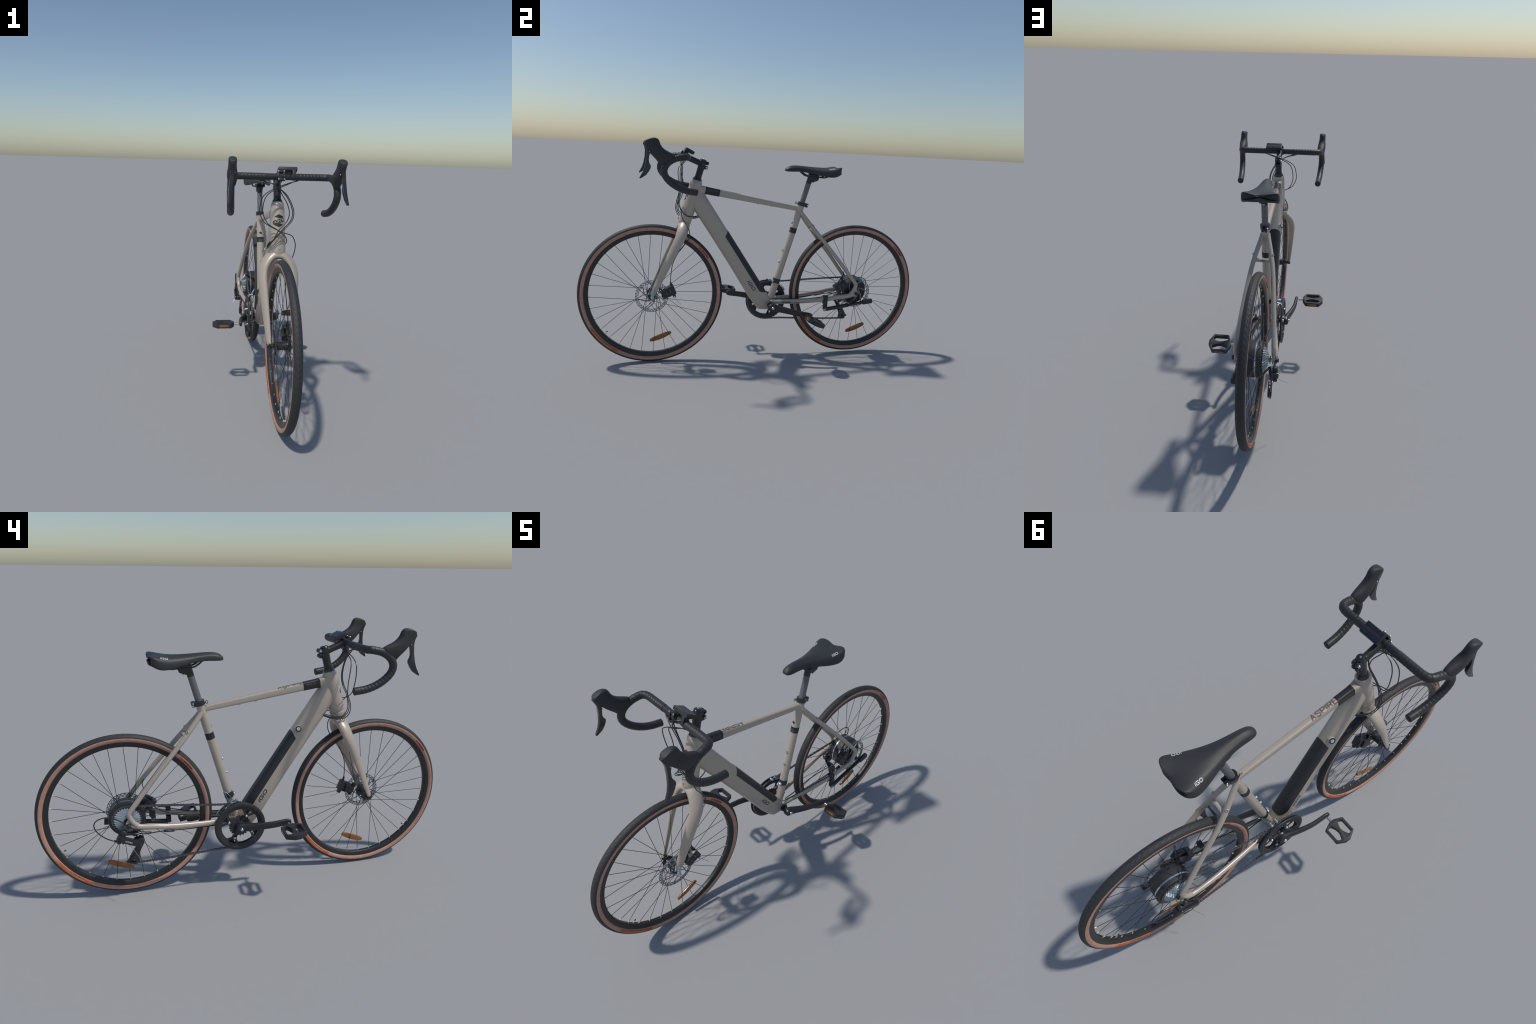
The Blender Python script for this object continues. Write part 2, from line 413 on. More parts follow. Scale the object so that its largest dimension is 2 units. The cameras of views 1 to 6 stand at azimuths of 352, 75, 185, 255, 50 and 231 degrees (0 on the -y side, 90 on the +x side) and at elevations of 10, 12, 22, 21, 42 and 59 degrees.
# stays (mirror pairs)
def stay_path(pts, side): return spline([(X0 + side * o, y, z) for o, y, z in pts], 8)
SS = [(0.012, 0.236, 0.888), (0.020, 0.258, 0.861), (0.038, 0.306, 0.803), (0.0535, 0.363, 0.737), (0.0715, 0.47, 0.614), (0.0835, 0.553, 0.512), (0.0870, 0.583, 0.475), (0.0885, 0.5925, 0.458), (0.0885, 0.589, 0.440), (0.0885, 0.577, 0.416), (0.0880, 0.560, 0.400)]
CS = [(0.0880, 0.598, 0.403), (0.0880, 0.570, 0.396), (0.0875, 0.535, 0.3885), (0.0850, 0.482, 0.3825), (0.0760, 0.40, 0.3690), (0.0560, 0.25, 0.3545), (0.038, 0.13, 0.350), (0.030, 0.085, 0.343)]
for side in (-1, 1):
    p = stay_path(SS, side); n = len(p); t = np.linspace(0, 1, n)
    r = 0.0122 - 0.0008 * np.sin(pi * t)
    st = add("seatstay", tube("seatstay", p, r, 20), frame, PAINT)
    p = stay_path(CS, side); n = len(p); t = np.linspace(0, 1, n)
    rz = 0.0138 + 0.0 * t; rz[: n // 6] = 0.0122
    rx = np.interp(t, [0, 0.2, 0.5, 1], [0.008, 0.011, 0.0115, 0.011])
    cs = add("chainstay", tube("chainstay", p, rx, 24, (1, 0, 0), rz), frame, PAINT)
    # drop-out plate round the axle
    dp = plate("dropout", [(0.575, 0.388), (0.590, 0.386), (0.606, 0.388), (0.612, 0.400), (0.610, 0.416), (0.600, 0.432), (0.586, 0.440), (0.580, 0.415)],
               X0 + side * 0.0815, X0 + side * 0.0935, 0.003)
    add("dropout", dp, frame, PAINT)
    # rack boss on the seatstay
    c = Vector((X0 + side * 0.0385, 0.306, 0.803))
    out = Vector((side * 0.75, 0.45, 0.45)).normalized()
    ring = lathe("rack_boss", [(0.004, 0.0068), (0.0135, 0.0068), (0.0145, 0.0058), (0.0145, 0.0040), (0.008, 0.0036), (0.008, 0.0001)], c, out, 20)
    add("rack_boss", ring, frame, PAINT)
bridge = add("stay_bridge", cyl("stay_bridge", (X0 - 0.052, 0.322, 0.7815), (X0 + 0.052, 0.322, 0.7815), 0.0088, 20), frame, PAINT)

# bottle bosses
for z in (0.6507, 0.5811):
    c = seat_pt(z) + Vector((0, -0.0205, 0.004)); bolt(frame, c, (0, -1, 0.28), 0.0062)
for y in (-0.0124, 0.0647):
    t = (y + 0.340) / 0.562; bolt(frame, (X0, y, 0.9945 - t * 0.0935 - (0.0205 - 0.0065 * t) + 0.001), (0, -0.16, -1), 0.0060)

# charge port on the drive side
pc = Vector((X0 - 0.030, -0.2135, 0.781)); pd = Vector((-0.86, 0.22, 0.36)).normalized()
add("charge_port", lathe("charge_port", [(-0.010, 0.0200), (-0.002, 0.0185), (0.004, 0.0160), (0.009, 0.0142), (0.0095, 0.0)], pc, pd, 32), frame, PAINT)
add("charge_port_ring", lathe("charge_port_ring", [(0.0085, 0.0140), (0.0112, 0.0138), (0.0118, 0.0120), (0.0112, 0.0001)], pc, pd, 32), frame, INK)
add("charge_port_cap", lathe("charge_port_cap", [(0.0105, 0.0098), (0.0116, 0.0096), (0.0119, 0.0001)], pc, pd, 32), frame, LENS)

# battery cover: upper shell of the down tube section, with slanted front end and rounded rear end
def battery_mesh():
    n, m = 46, 25; R = []
    a0, a1 = math.radians(14), math.radians(166)
    for i in range(n + 1):
        f = i / n
        row = []
        for j in range(m):
            q = j / (m - 1); a = a0 + (a1 - a0) * q
            edge = abs(2 * q - 1)
            s_start = 0.236 + 0.020 * edge ** 1.5
            s_end = 0.672 - 0.030 * edge ** 3
            s = s_start + (s_end - s_start) * f
            hw = np.interp(s, [0.2, 0.4, 0.58, 0.66], [0.0345, 0.036, 0.038, 0.0385])
            d = np.interp(s, [0.2, 0.4, 0.58, 0.64, 0.68], [0.097, 0.098, 0.102, 0.104, 0.104])
            up, lo = dt_pair(s, d); up, lo = Vector((X0, *up)), Vector((X0, *lo)); c = (up + lo) / 2; h = (up - lo) / 2
            ca, sa = math.cos(a), math.sin(a)
            px = math.copysign(abs(ca) ** (2 / 3.0), ca); py = abs(sa) ** (2 / 2.7)
            lift = 0.0016
            p = c + Vector((hw * px, 0, 0)) * (1 + lift / hw) + h * py * (1 + lift / h.length)
            row.append(p)
        R.append(row)
    V = [tuple(p) for r in R for p in r]; F = []
    for i in range(n):
        for j in range(m - 1): F.append((i * m + j, i * m + j + 1, (i + 1) * m + j + 1, (i + 1) * m + j))
    me = mk("battery_cover", V, F)
    o = bpy.data.objects.new("tmp", me); COL.objects.link(o)
    md = o.modifiers.new("s", 'SOLIDIFY'); md.thickness = 0.006; md.offset = -1
    dg = bpy.context.evaluated_depsgraph_get(); out = bpy.data.meshes.new_from_object(o.evaluated_get(dg))
    bpy.data.objects.remove(o); smooth_angle(out, 40)
    return out
bat = battery_mesh(); bat.name = "battery_cover"
# keep the outward side outward whatever way the normals were wound
add("battery_cover", bat, root, BATT)

# ================================================================== FORK
legs = [head_lathe("steerer", [(0.795, 0.030), (0.812, 0.0355), (0.835, 0.0368), (0.853, 0.0366), (0.854, 0.0)])]
FL = [(0.0, -0.430, 0.800), (0.024, -0.432, 0.797), (0.046, -0.438, 0.7800), (0.063, -0.447, 0.755), (0.0730, -0.458, 0.727),
      (0.0765, -0.478, 0.685), (0.0715, -0.515, 0.605), (0.065, -0.552, 0.520), (0.0585, -0.588, 0.440), (0.0555, -0.604, 0.404)]
FHW = [0.0205, 0.0205, 0.0205, 0.0200, 0.0190, 0.0172, 0.0135, 0.0108, 0.0085, 0.0075]
FHD = [0.033, 0.033, 0.033, 0.0320, 0.0300, 0.0272, 0.0248, 0.0215, 0.0165, 0.0132]
for side in (-1, 1):
    p = stay_path(FL, side); n = len(p); t = np.linspace(0, len(FL) - 1, n)
    hw = np.interp(t, range(len(FL)), FHW); hd = np.interp(t, range(len(FL)), FHD)
    legs.append(tube("leg", p, hd, 28, (0, 1, 0.25), hw))
fork = add("fork", remesh(join("fork", legs), 0.0022, 8), root, PAINT)
add("fork_crown_race", head_lathe("fork_crown_race", [(0.8535, 0.0), (0.8535, 0.0357), (0.858, 0.0357), (0.858, 0.0)]), fork, PAINT)
add("fork_boss", lathe("fork_boss", [(-0.004, 0.0062), (0.0012, 0.0060), (0.0016, 0.0048), (-0.0005, 0.0044), (-0.0005, 0.0001)], head_pt(0.824) + Vector((0, -0.0365, 0.010)), (0, -1, 0.28), 20), fork, PAINT)
for side in (-1, 1):     # drop-out ends and axle hardware
    x = X0 + side * 0.0555
    add("fork_end", plate("fork_end", [(-0.618, 0.412), (-0.592, 0.420), (-0.588, 0.402), (-0.596, 0.388), (-0.610, 0.386), (-0.617, 0.394)], x - 0.004, x + 0.004, 0.0015), fork, BLACK)
add("axle_nut", cyl("axle_nut", (X0 - 0.067, FW[1], FW[2]), (X0 - 0.058, FW[1], FW[2]), 0.0095, bev=0.002), fork, BLACK)
add("axle_nut", cyl("axle_nut", (X0 + 0.058, FW[1], FW[2]), (X0 + 0.070, FW[1], FW[2]), 0.0100, bev=0.002), fork, STEEL)
# quick release lever: bar with an open eye at its upper end
ql = join("quick_release", [
    plate("a", [(-0.6065, 0.388), (-0.5965, 0.388), (-0.5925, 0.440), (-0.6035, 0.440)], X0 + 0.070, X0 + 0.0745, 0.0012),
    tube("b", spline([(X0 + 0.0725, -0.6015, 0.438), (X0 + 0.0725, -0.6020, 0.452), (X0 + 0.0725, -0.5990, 0.461), (X0 + 0.0725, -0.5960, 0.461), (X0 + 0.0725, -0.5930, 0.452), (X0 + 0.0725, -0.5940, 0.438)], 5), 0.0018, 8)], 40)
add("quick_release", ql, fork, LENS)

# ================================================================== WHEELS
TYRE_R, TYRE_W, TYRE_C = 0.3985, 0.0208, 0.3785     # outer radius, half width, tube centre radius
def tyre_prof(a):
    """Point of the casing at angle a from the crown (radians): (x, r)."""
    return TYRE_W * math.sin(a), TYRE_C + (TYRE_R - TYRE_C) * math.cos(a)
A_TAN = math.radians(75)        # tread ends here
def make_tread():
    nA, nT, chev = 98 * 14, 41, 98
    V = np.zeros((nA, nT + 4, 3)); F = []
    aa = np.linspace(-A_TAN, A_TAN, nT)
    for j, a in enumerate(aa):
        x, r = tyre_prof(a)
        th = np.arange(nA) * 2 * pi / nA
        u = abs(a) / A_TAN
        # swept chevron grooves either side of a smooth centre strip
        ph = (th * chev / (2 * pi) + 1.7 * u) % 1.0
        w = 0.17 * min(1, max(0, (u - 0.06) / 0.10)) * min(1, max(0, (0.50 - u) / 0.20))
        dist = np.minimum(ph, 1 - ph)
        g = np.where(dist < w, 0.5 + 0.5 * np.cos(np.clip(dist / max(w, 1e-6), 0, 1) * pi), 0) if w > 0 else 0 * th
        # fine shoulder ribs
        ph2 = (th * chev * 2 / (2 * pi) + 0.6 * u) % 1.0
        w2 = 0.18 if 0.70 < u < 0.93 else 0
        d2 = np.minimum(ph2, 1 - ph2)
        g2 = np.where(d2 < w2, 0.5 + 0.5 * np.cos(np.clip(d2 / max(w2, 1e-6), 0, 1) * pi), 0) if w2 else 0 * th
        dep = 0.0017 * g + 0.0004 * g2
        nx, nr = math.sin(a), math.cos(a)
        V[:, j + 2, 0] = x - dep * nx; rr = r - dep * nr
        V[:, j + 2, 1] = rr * np.cos(th); V[:, j + 2, 2] = rr * np.sin(th)
    for jj, a, k in ((1, -A_TAN, 0.90), (0, -A_TAN, 0.80), (nT + 2, A_TAN, 0.90), (nT + 3, A_TAN, 0.80)):
        x, r = tyre_prof(a); th = np.arange(nA) * 2 * pi / nA
        V[:, jj, 0] = x * k; V[:, jj, 1] = r * np.cos(th); V[:, jj, 2] = r * np.sin(th)
    M = nT + 4
    for i in range(nA):
        b = ((i + 1) % nA) * M; a_ = i * M
        for j in range(M - 1): F.append((a_ + j, a_ + j + 1, b + j + 1, b + j))
    me = bpy.data.meshes.new("tyre"); me.from_pydata(V.reshape(-1, 3).tolist(), [], F); me.update()
    for p in me.polygons: p.use_smooth = True
    me.materials.append(TREAD)
    return me
TREAD_ME = make_tread()
def wall_prof():
    out = []
    for i in range(9):
        a = A_TAN - 0.02 + (math.radians(140) - A_TAN) * i / 8
        x, r = tyre_prof(a); out.append((x - 0.0004, r))
    return out
wp = wall_prof()
WALL_ME = join("tyre_sidewall", [lathe("w", [(s * x, r) for x, r in wp] + [(s * 0.012, wp[-1][1] - 0.001), (s * 0.012, wp[0][1])], seg=240, closed=True) for s in (-1, 1)], 40)
WALL_ME.materials.append(TAN)
RIMP = [(0.0142, 0.3660), (0.0150, 0.3650), (0.0150, 0.3610), (0.0140, 0.3560), (0.0130, 0.3490), (0.0112, 0.3440), (0.0080, 0.3412), (0.0, 0.3405)]
RIM_ME = lathe("rim", RIMP + [(-x, r) for x, r in RIMP[::-1][1:]] + [(-0.011, 0.3680), (0.011, 0.3680)], seg=240, closed=True, smooth=30)
RIM_ME.materials.append(RIM)
NIP_ME = lathe("spoke_nipple", [(0, 0.0026), (0.002, 0.0028), (0.010, 0.0024), (0.0115, 0.0018), (0.0115, 0.0001)], (0, 0, 0), (0, 0, -1), 10)
NIP_ME.materials.append(BRASS)
SPK_ME = lathe("spoke", [(0, 0.00125), (1, 0.00125)], (0, 0, 0), (0, 0, 1), 8); SPK_ME.materials.append(SPOKE)

def sector(name, r1, r2, a1, a2, x, n=20):
    V, F = [], []
    for i in range(n + 1):
        a = math.radians(a1 + (a2 - a1) * i / n)
        for k in range(4):
            r = r1 + (r2 - r1) * k / 3
            # follow the bulging sidewall
            ca = max(-1, min(1, (r - TYRE_C) / (TYRE_R - TYRE_C))); xx = TYRE_W * math.sqrt(max(0, 1 - ca * ca))
            V.append((math.copysign(xx + abs(x), x), r * math.cos(a), r * math.sin(a)))
    for i in range(n):
        for k in range(3): F.append((i * 4 + k, i * 4 + k + 1, i * 4 + k + 5, i * 4 + k + 4))
    return mk(name, V, F, 60)

def label_meshes(side):
    """Sidewall labels: a short red word and a long orange panel; angles mirror with the side."""
    f = (lambda a: a) if side > 0 else (lambda a: 180 - a)
    e = side * 0.0004; e2 = side * 0.0009
    red = sector("tyre_label_red", 0.3695, 0.3790, f(47), f(34.6), e)
    dark = []
    for k in range(7):
        a = 43.2 - k * 1.22
        if side < 0: pass
        dark.append(sector("b", 0.3715, 0.3770, f(a), f(a - 0.62), e2, 3))
        if k % 2 == 0: dark.append(sector("b", 0.3735 if k % 4 else 0.3755, 0.3750 if k % 4 else 0.3770, f(a - 0.6), f(a - 1.0), e2, 2))
    orange = sector("tyre_label_orange", 0.3675, 0.3812, f(208.5), f(240.5), e, 48)
    rnd = random.Random(3)
    reds = [sector("r", 0.3690, 0.3722, f(211), f(223.5), e2, 16), sector("r", 0.3690, 0.3795, f(234.2), f(240.0), e2, 10)]
    a = 224.5
    while a < 233:
        w = rnd.uniform(0.35, 0.9); dark.append(sector("b", 0.3692, 0.3722, f(a), f(a + w), e2, 3)); a += w + rnd.uniform(0.25, 0.6)
    a = 210
    while a < 224:
        w = rnd.uniform(0.3, 0.9); reds.append(sector("r", 0.3735, 0.3775, f(a), f(a + w), e2, 3)); a += w + rnd.uniform(0.25, 0.7)
    return red, join("tyre_label_letters", dark, 60), orange, join("tyre_label_marks", reds, 60)
LAB = {s: label_meshes(s) for s in (-1, 1)}

def rotor_mesh(R=0.0905):
    """Brake disc: two rims tied by a lattice, swept arms to the carrier.  Axis x, centred."""
    t = 0.0011; parts = []
    def flat(polys, th=t):
        V, F = [], []
        for q in polys:
            o = len(V); m = len(q); V += [(-th, y, z) for y, z in q] + [(th, y, z) for y, z in q]
            F += [tuple(range(o, o + m)), tuple(range(o + m, o + 2 * m))] + [(o + i, o + (i + 1) % m, o + m + (i + 1) % m, o + m + i) for i in range(m)]
        return mk("f", V, F)
    parts.append(annulus("o", 0, 0, R - 0.0030, R, -t, t)); parts.append(annulus("i", 0, 0, R - 0.0175, R - 0.0150, -t, t))
    q = []
    N = 60
    for i in range(N):
        if i % 10 in (0,): continue
        a0 = 2 * pi * i / N; a1 = a0 + 2 * pi / N
        ra, rb_ = (R - 0.016, R - 0.002) if i % 2 else (R - 0.002, R - 0.016)
        p, r_ = np.array([ra * math.cos(a0), ra * math.sin(a0)]), np.array([rb_ * math.cos(a1), rb_ * math.sin(a1)])
        d = (r_ - p) / np.linalg.norm(r_ - p); n_ = np.array([-d[1], d[0]]) * 0.0011
        q.append([p + n_, r_ + n_, r_ - n_, p - n_])
    parts.append(flat(q)); parts.append(annulus("m", 0, 0, R - 0.0096, R - 0.0080, -t, t))
    for k in range(6):
        pts = []
        for i in range(9):
            f = i / 8; r = 0.026 + (R - 0.0165 - 0.026) * f; a = math.radians(k * 60 + 55 * (1 - f) ** 1.6 * 1.0)
            pts.append((r * math.cos(a), r * math.sin(a)))
        w = ribbon(pts, 0.0048); parts.append(flat([[tuple(p) for p in qd] for qd in w]))
        hole = annulus("h", (R - 0.009) * math.cos(math.radians(k * 60 + 3)), (R - 0.009) * math.sin(math.radians(k * 60 + 3)), 0.0034, 0.0056, -t, t, 16); parts.append(hole)
    parts.append(annulus("c", 0, 0, 0.0195, 0.0275, -0.0016, 0.0016))
    return join("brake_rotor", parts, 35)
ROTOR_ME = rotor_mesh(); ROTOR_ME.materials.append(ROTOR)

def reflector_mesh():
    """Lens-shaped spoke reflector, long axis along +y."""
    top_ = [(-0.0655, 0.0005), (-0.0620, 0.0115)] + [(0.060 * x, 0.0135 + 0.0035 * (1 - x * x)) for x in (-0.7, -0.35, 0, 0.35, 0.7)] + [(0.0620, 0.0115), (0.0655, 0.0005)]
    bot = [(0.0625, -0.0035)] + [(0.060 * x, -0.0050 - 0.0075 * (1 - x * x)) for x in (0.8, 0.5, 0.2, -0.2, -0.5, -0.8)] + [(-0.0625, -0.0035)]
    return plate("spoke_reflector", top_ + bot, -0.0042, 0.0042, 0.0012)
REFL_ME = reflector_mesh(); REFL_ME.materials.append(AMBER)

def inst(name, me, parent, M):
    o = bpy.data.objects.new(name, me); COL.objects.link(o); o.parent = parent; o.matrix_basis = M
    return o
def aim(p, q):
    """Matrix taking the unit +z segment to p -> q."""
    p, q = Vector(p), Vector(q); d = q - p
    return Matrix.Translation(p) @ Vector((0, 0, 1)).rotation_difference(d.normalized()).to_matrix().to_4x4() @ Matrix.Diagonal((1, 1, d.length, 1))

def wheel(C, flange, tangents, valve):
    """flange: {side: (x, radius)}; tangents: hub lead angle (deg) per spoke of a group."""
    W = inst("wheel", RIM_ME, root, Matrix.Translation(C))
    tyre = inst("tyre", TREAD_ME, W, Matrix.Identity(4)); inst("tyre_sidewall", WALL_ME, W, Matrix.Identity(4))
    for s in (-1, 1):
        for me, mt in zip(LAB[s], (RED, LDARK, ORANGE, RED)):
            if not me.materials: me.materials.append(mt)
            inst(me.name.split(".")[0], me, W, Matrix.Identity(4))
    for i in range(32):
        a = math.radians(1.6 + 11.25 * i); side = 1 if i % 2 == 0 else -1
        lead = tangents if (i // 2) % 2 == 0 else -tangents
        fx, fr = flange[side]; h = a + math.radians(lead)
        p = Vector((fx + side * (0.0015 if (i // 2) % 2 else -0.0015), fr * math.cos(h), fr * math.sin(h)))
        q = Vector((side * 0.0015, 0.333 * math.cos(a), 0.333 * math.sin(a)))
        inst("spoke", SPK_ME, W, aim(p, q))
        n0 = Vector((side * 0.001, 0.3415 * math.cos(a), 0.3415 * math.sin(a))); d = (p - n0).normalized()
        inst("spoke_nipple", NIP_ME, W, Matrix.Translation(n0) @ Vector((0, 0, -1)).rotation_difference(d).to_matrix().to_4x4())
    a = math.radians(valve); d = Vector((0, -math.cos(a), -math.sin(a))); p = -d * 0.3415
    add("valve_stem", cyl("valve_stem", p, p + d * 0.016, 0.0022, 10), W, BRASS)
    add("valve_cap", cyl("valve_cap", p + d * 0.014, p + d * 0.024, 0.0028, 10, 0.0008), W, BLACK)
    return W

# ---- front
FWh = wheel(FW, {1: (0.036, 0.0285), -1: (-0.028, 0.0285)}, 64, 220.8)
hub = lathe("hub", [(-0.0545, 0.0), (-0.0545, 0.009), (-0.040, 0.010), (-0.034, 0.018), (-0.0305, 0.0285), (-0.0255, 0.0285), (-0.022, 0.0205), (-0.014, 0.0195), (0.022, 0.0195), (0.030, 0.0210), (0.0335, 0.0285), (0.0385, 0.0285), (0.041, 0.021), (0.050, 0.012), (0.0545, 0.010), (0.0545, 0.0)], seg=40)
add("hub", hub, FWh, BLACK)
inst("brake_rotor", ROTOR_ME, FWh, Matrix.Translation((0.0435, -0.002, 0.001)) @ Matrix.Rotation(math.radians(12), 4, 'X'))
for k in range(6):
    a = math.radians(60 * k + 20); bolt(FWh, (0.0445, 0.0225 * math.cos(a), 0.0225 * math.sin(a)), (1, 0, 0), 0.0036)
inst("spoke_reflector", REFL_ME, FWh, Matrix.Translation((0, 0.050, -0.2545)) @ Matrix.Rotation(math.radians(21.5), 4, 'X'))
# ---- rear (motor hub)
RWh = wheel(RW, {1: (0.026, 0.080), -1: (-0.032, 0.080)}, 15.2, 333.7)
motor = lathe("motor_hub", [(-0.0385, 0.0), (-0.0385, 0.060), (-0.0378, 0.076), (-0.036, 0.0835), (-0.031, 0.0845), (-0.0165, 0.0845), (-0.0155, 0.0825), (-0.0095, 0.0825), (-0.0085, 0.0845), (0.022, 0.0845), (0.026, 0.0835), (0.030, 0.0785), (0.045, 0.0755), (0.050, 0.0700), (0.054, 0.030), (0.056, 0.0)], seg=72)
mo = add("motor_hub", motor, RWh, PLASTIC)
add("motor_hub_band", lathe("motor_hub_band", [(-0.0158, 0.080), (-0.0158, 0.0836), (-0.0092, 0.0836), (-0.0092, 0.080)], seg=72, closed=True), mo, STEEL)
inst("brake_rotor", ROTOR_ME, RWh, Matrix.Translation((0.0635, 0.001, -0.002)) @ Matrix.Rotation(math.radians(5), 4, 'X') @ Matrix.Scale(1.02, 4))
add("rotor_carrier", lathe("rotor_carrier", [(0.053, 0.030), (0.0635, 0.029), (0.066, 0.022), (0.074, 0.014), (0.074, 0.0)], seg=32), RWh, PLASTIC)
# swept silver ribs on the motor's left cover
ribs = []
for k in range(6):
    pts = [((0.026 + 0.046 * i / 8) * math.cos(math.radians(60 * k + 50 * (1 - i / 8) ** 1.5)), (0.026 + 0.046 * i / 8) * math.sin(math.radians(60 * k + 50 * (1 - i / 8) ** 1.5))) for i in range(9)]
    ribs.append(tube("r", [(0.0635, y, z) for y, z in pts], 0.0016, 8))
add("rotor_arm", join("rotor_arm", ribs, 40), RWh, ROTOR)
inst("spoke_reflector", REFL_ME, RWh, Matrix.Translation((0, 0.049, -0.2545)) @ Matrix.Rotation(math.radians(21.5), 4, 'X'))
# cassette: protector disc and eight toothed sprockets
def sprocket(name, r, teeth, x1, x2, hole=0.017):
    n = teeth * 8; ring = []
    for i in range(n):
        ph = (i % 8) / 8; k = 1 if 0.25 <= ph <= 0.5 else (0.4 if ph in (0.125, 0.625) else 0)
        a = 2 * pi * i / n; ring.append((r - 0.0040 + 0.0048 * k, a))
    V, F = [], []
    for x in (x1, x2):
        for r_, a in ring: V.append((x, r_ * math.cos(a), r_ * math.sin(a)))
        for r_, a in ring: V.append((x, hole * math.cos(a), hole * math.sin(a)))
    for i in range(n):
        k = (i + 1) % n
        F += [(i, k, n + k, n + i), (2 * n + i, 2 * n + k, 3 * n + k, 3 * n + i), (i, k, 2 * n + k, 2 * n + i), (n + i, n + k, 3 * n + k, 3 * n + i)]
    return mk(name, V, F)
cas = add("cassette", sprocket("cassette", 0.0690, 34, -0.0412, -0.0394), RWh, DGREY)
for i in range(8):
    r = 0.0610 - i * 0.0046; x = -0.0440 - i * 0.0027
    add("sprocket", sprocket("sprocket", r, 32 - 2 * i - (i > 4), x - 0.0009, x + 0.0009), cas, COG)
    if i < 7:
        pins = [cyl("p", (x - 0.0005, (r - 0.009) * math.cos(a), (r - 0.009) * math.sin(a)), (x - 0.0026, (r - 0.009) * math.cos(a), (r - 0.009) * math.sin(a)), 0.0020, 8) for a in [2 * pi * (k + 0.37 * i) / 9 for k in range(9)]]
        add("sprocket_pin", join("sprocket_pin", pins, 40), cas, BLUED, True)
add("freehub_body", cyl("freehub_body", (-0.038, 0, 0), (-0.0635, 0, 0), 0.0175, 28), cas, BLACK)
ax = add("axle", cyl("axle", (-0.060, 0, 0), (-0.096, 0, 0), 0.0080, 20), RWh, BRASS)
add("axle_spacer", cyl("axle_spacer", (-0.060, 0, 0), (-0.0720, 0, 0), 0.0105, 6), RWh, BRASS)
add("axle_washer", cyl("axle_washer", (-0.0715, -0.003, -0.002), (-0.0740, -0.003, -0.002), 0.019, 28), RWh, BLACK)
add("axle_nut", cyl("axle_nut", (-0.0935, -0.0045, -0.0025), (-0.1120, -0.0045, -0.0025), 0.0105, 20, 0.002), RWh, BLACK)
add("axle_nut", cyl("axle_nut", (0.0900, -0.0045, -0.0035), (0.1045, -0.0045, -0.0035), 0.0105, 20, 0.002), RWh, BLACK)
add("axle_washer", cyl("axle_washer", (0.0885, -0.0045, -0.0035), (0.0925, -0.0045, -0.0035), 0.0125, 24), RWh, STEEL)

# ================================================================== BRAKE CALIPERS
def caliper(c, ang, flip=1):
    """Mechanical disc caliper: local u runs along ang in the y-z plane."""
    u = Vector((0, math.cos(ang), math.sin(ang))); v = Vector((0, -math.sin(ang), math.cos(ang))) * flip
    P = lambda x, a, b: Vector((c[0] + x, c[1], c[2])) + u * a + v * b
    def pl(name, pts, x1, x2, bev=0.002):
        return plate(name, [((P(0, a, b)).y, (P(0, a, b)).z) for a, b in pts], c[0] + x1, c[0] + x2, bev)
    body = pl("brake_caliper", [(-0.044, -0.014), (-0.030, -0.026), (0.004, -0.027), (0.014, -0.022), (0.014, 0.024), (-0.010, 0.026), (-0.022, 0.018), (-0.040, 0.020)], 0.002, 0.030, 0.003)
    o = add("brake_caliper", body, root, PLASTIC)
    add("caliper_cylinder", pl("caliper_cylinder", [(0.008, -0.026), (0.036, -0.026), (0.036, 0.028), (0.008, 0.028)], -0.012, 0.030, 0.004), o, BLACK)
    add("caliper_half", pl("caliper_half", [(-0.040, -0.012), (0.010, -0.024), (0.012, 0.020), (-0.036, 0.016)], -0.022, -0.006, 0.003), o, BLACK)
    add("caliper_mount", pl("caliper_mount", [(-0.046, 0.008), (-0.030, 0.008), (-0.030, 0.034), (-0.046, 0.034)], -0.006, 0.012, 0.002), o, BLACK)
    add("caliper_mount", pl("caliper_mount", [(-0.046, -0.034), (-0.030, -0.034), (-0.030, -0.008), (-0.046, -0.008)], -0.006, 0.012, 0.002), o, BLACK)
    bolt(o, P(0.012, -0.038, 0.022), (1, 0, 0), 0.0042); bolt(o, P(0.012, -0.038, -0.022), (1, 0, 0), 0.0042)
    for a, b0, b1 in ((0.009, -0.008, 0.018), (-0.014, -0.010, 0.004)):
        add("caliper_mark", pl("caliper_mark", [(a - 0.0016, b0), (a + 0.0016, b0), (a + 0.0016, b1), (a - 0.0016, b1)], 0.0295, 0.0306, 0), o, MIDGREY)
    return o, P
fc, FP = caliper((0.040, -0.5115, 0.4265), math.radians(22))
add("caliper_arm", plate("caliper_arm", [((FP(0, a, b)).y, (FP(0, a, b)).z) for a, b in [(0.010, -0.024), (0.028, -0.026), (0.028, -0.044), (0.012, -0.044)]], 0.046, 0.064, 0.003), fc, BLACK)
bolt(fc, FP(0.024, 0.019, -0.036), (1, 0, 0), 0.0052)
add("cable_boot", cyl("cable_boot", (0.052, -0.502, 0.481), (0.052, -0.497, 0.452), 0.0045, 12, r2=0.007), fc, CABLE)
w = spline([(0.058, -0.478, 0.386), (0.066, -0.466, 0.377), (0.077, -0.455, 0.368), (0.0847, -0.4456, 0.3585)], 5)
add("brake_wire", tube("brake_wire", w, 0.0010, 6), fc, WIRE)
rc, RP = caliper((0.060, 0.5040, 0.4450), math.radians(218), -1)
add("caliper_arm", plate("caliper_arm", [((RP(0, a, b)).y, (RP(0, a, b)).z) for a, b in [(0.010, -0.020), (0.030, -0.022), (0.030, -0.036), (0.012, -0.036)]], 0.066, 0.084, 0.003), rc, BLACK)
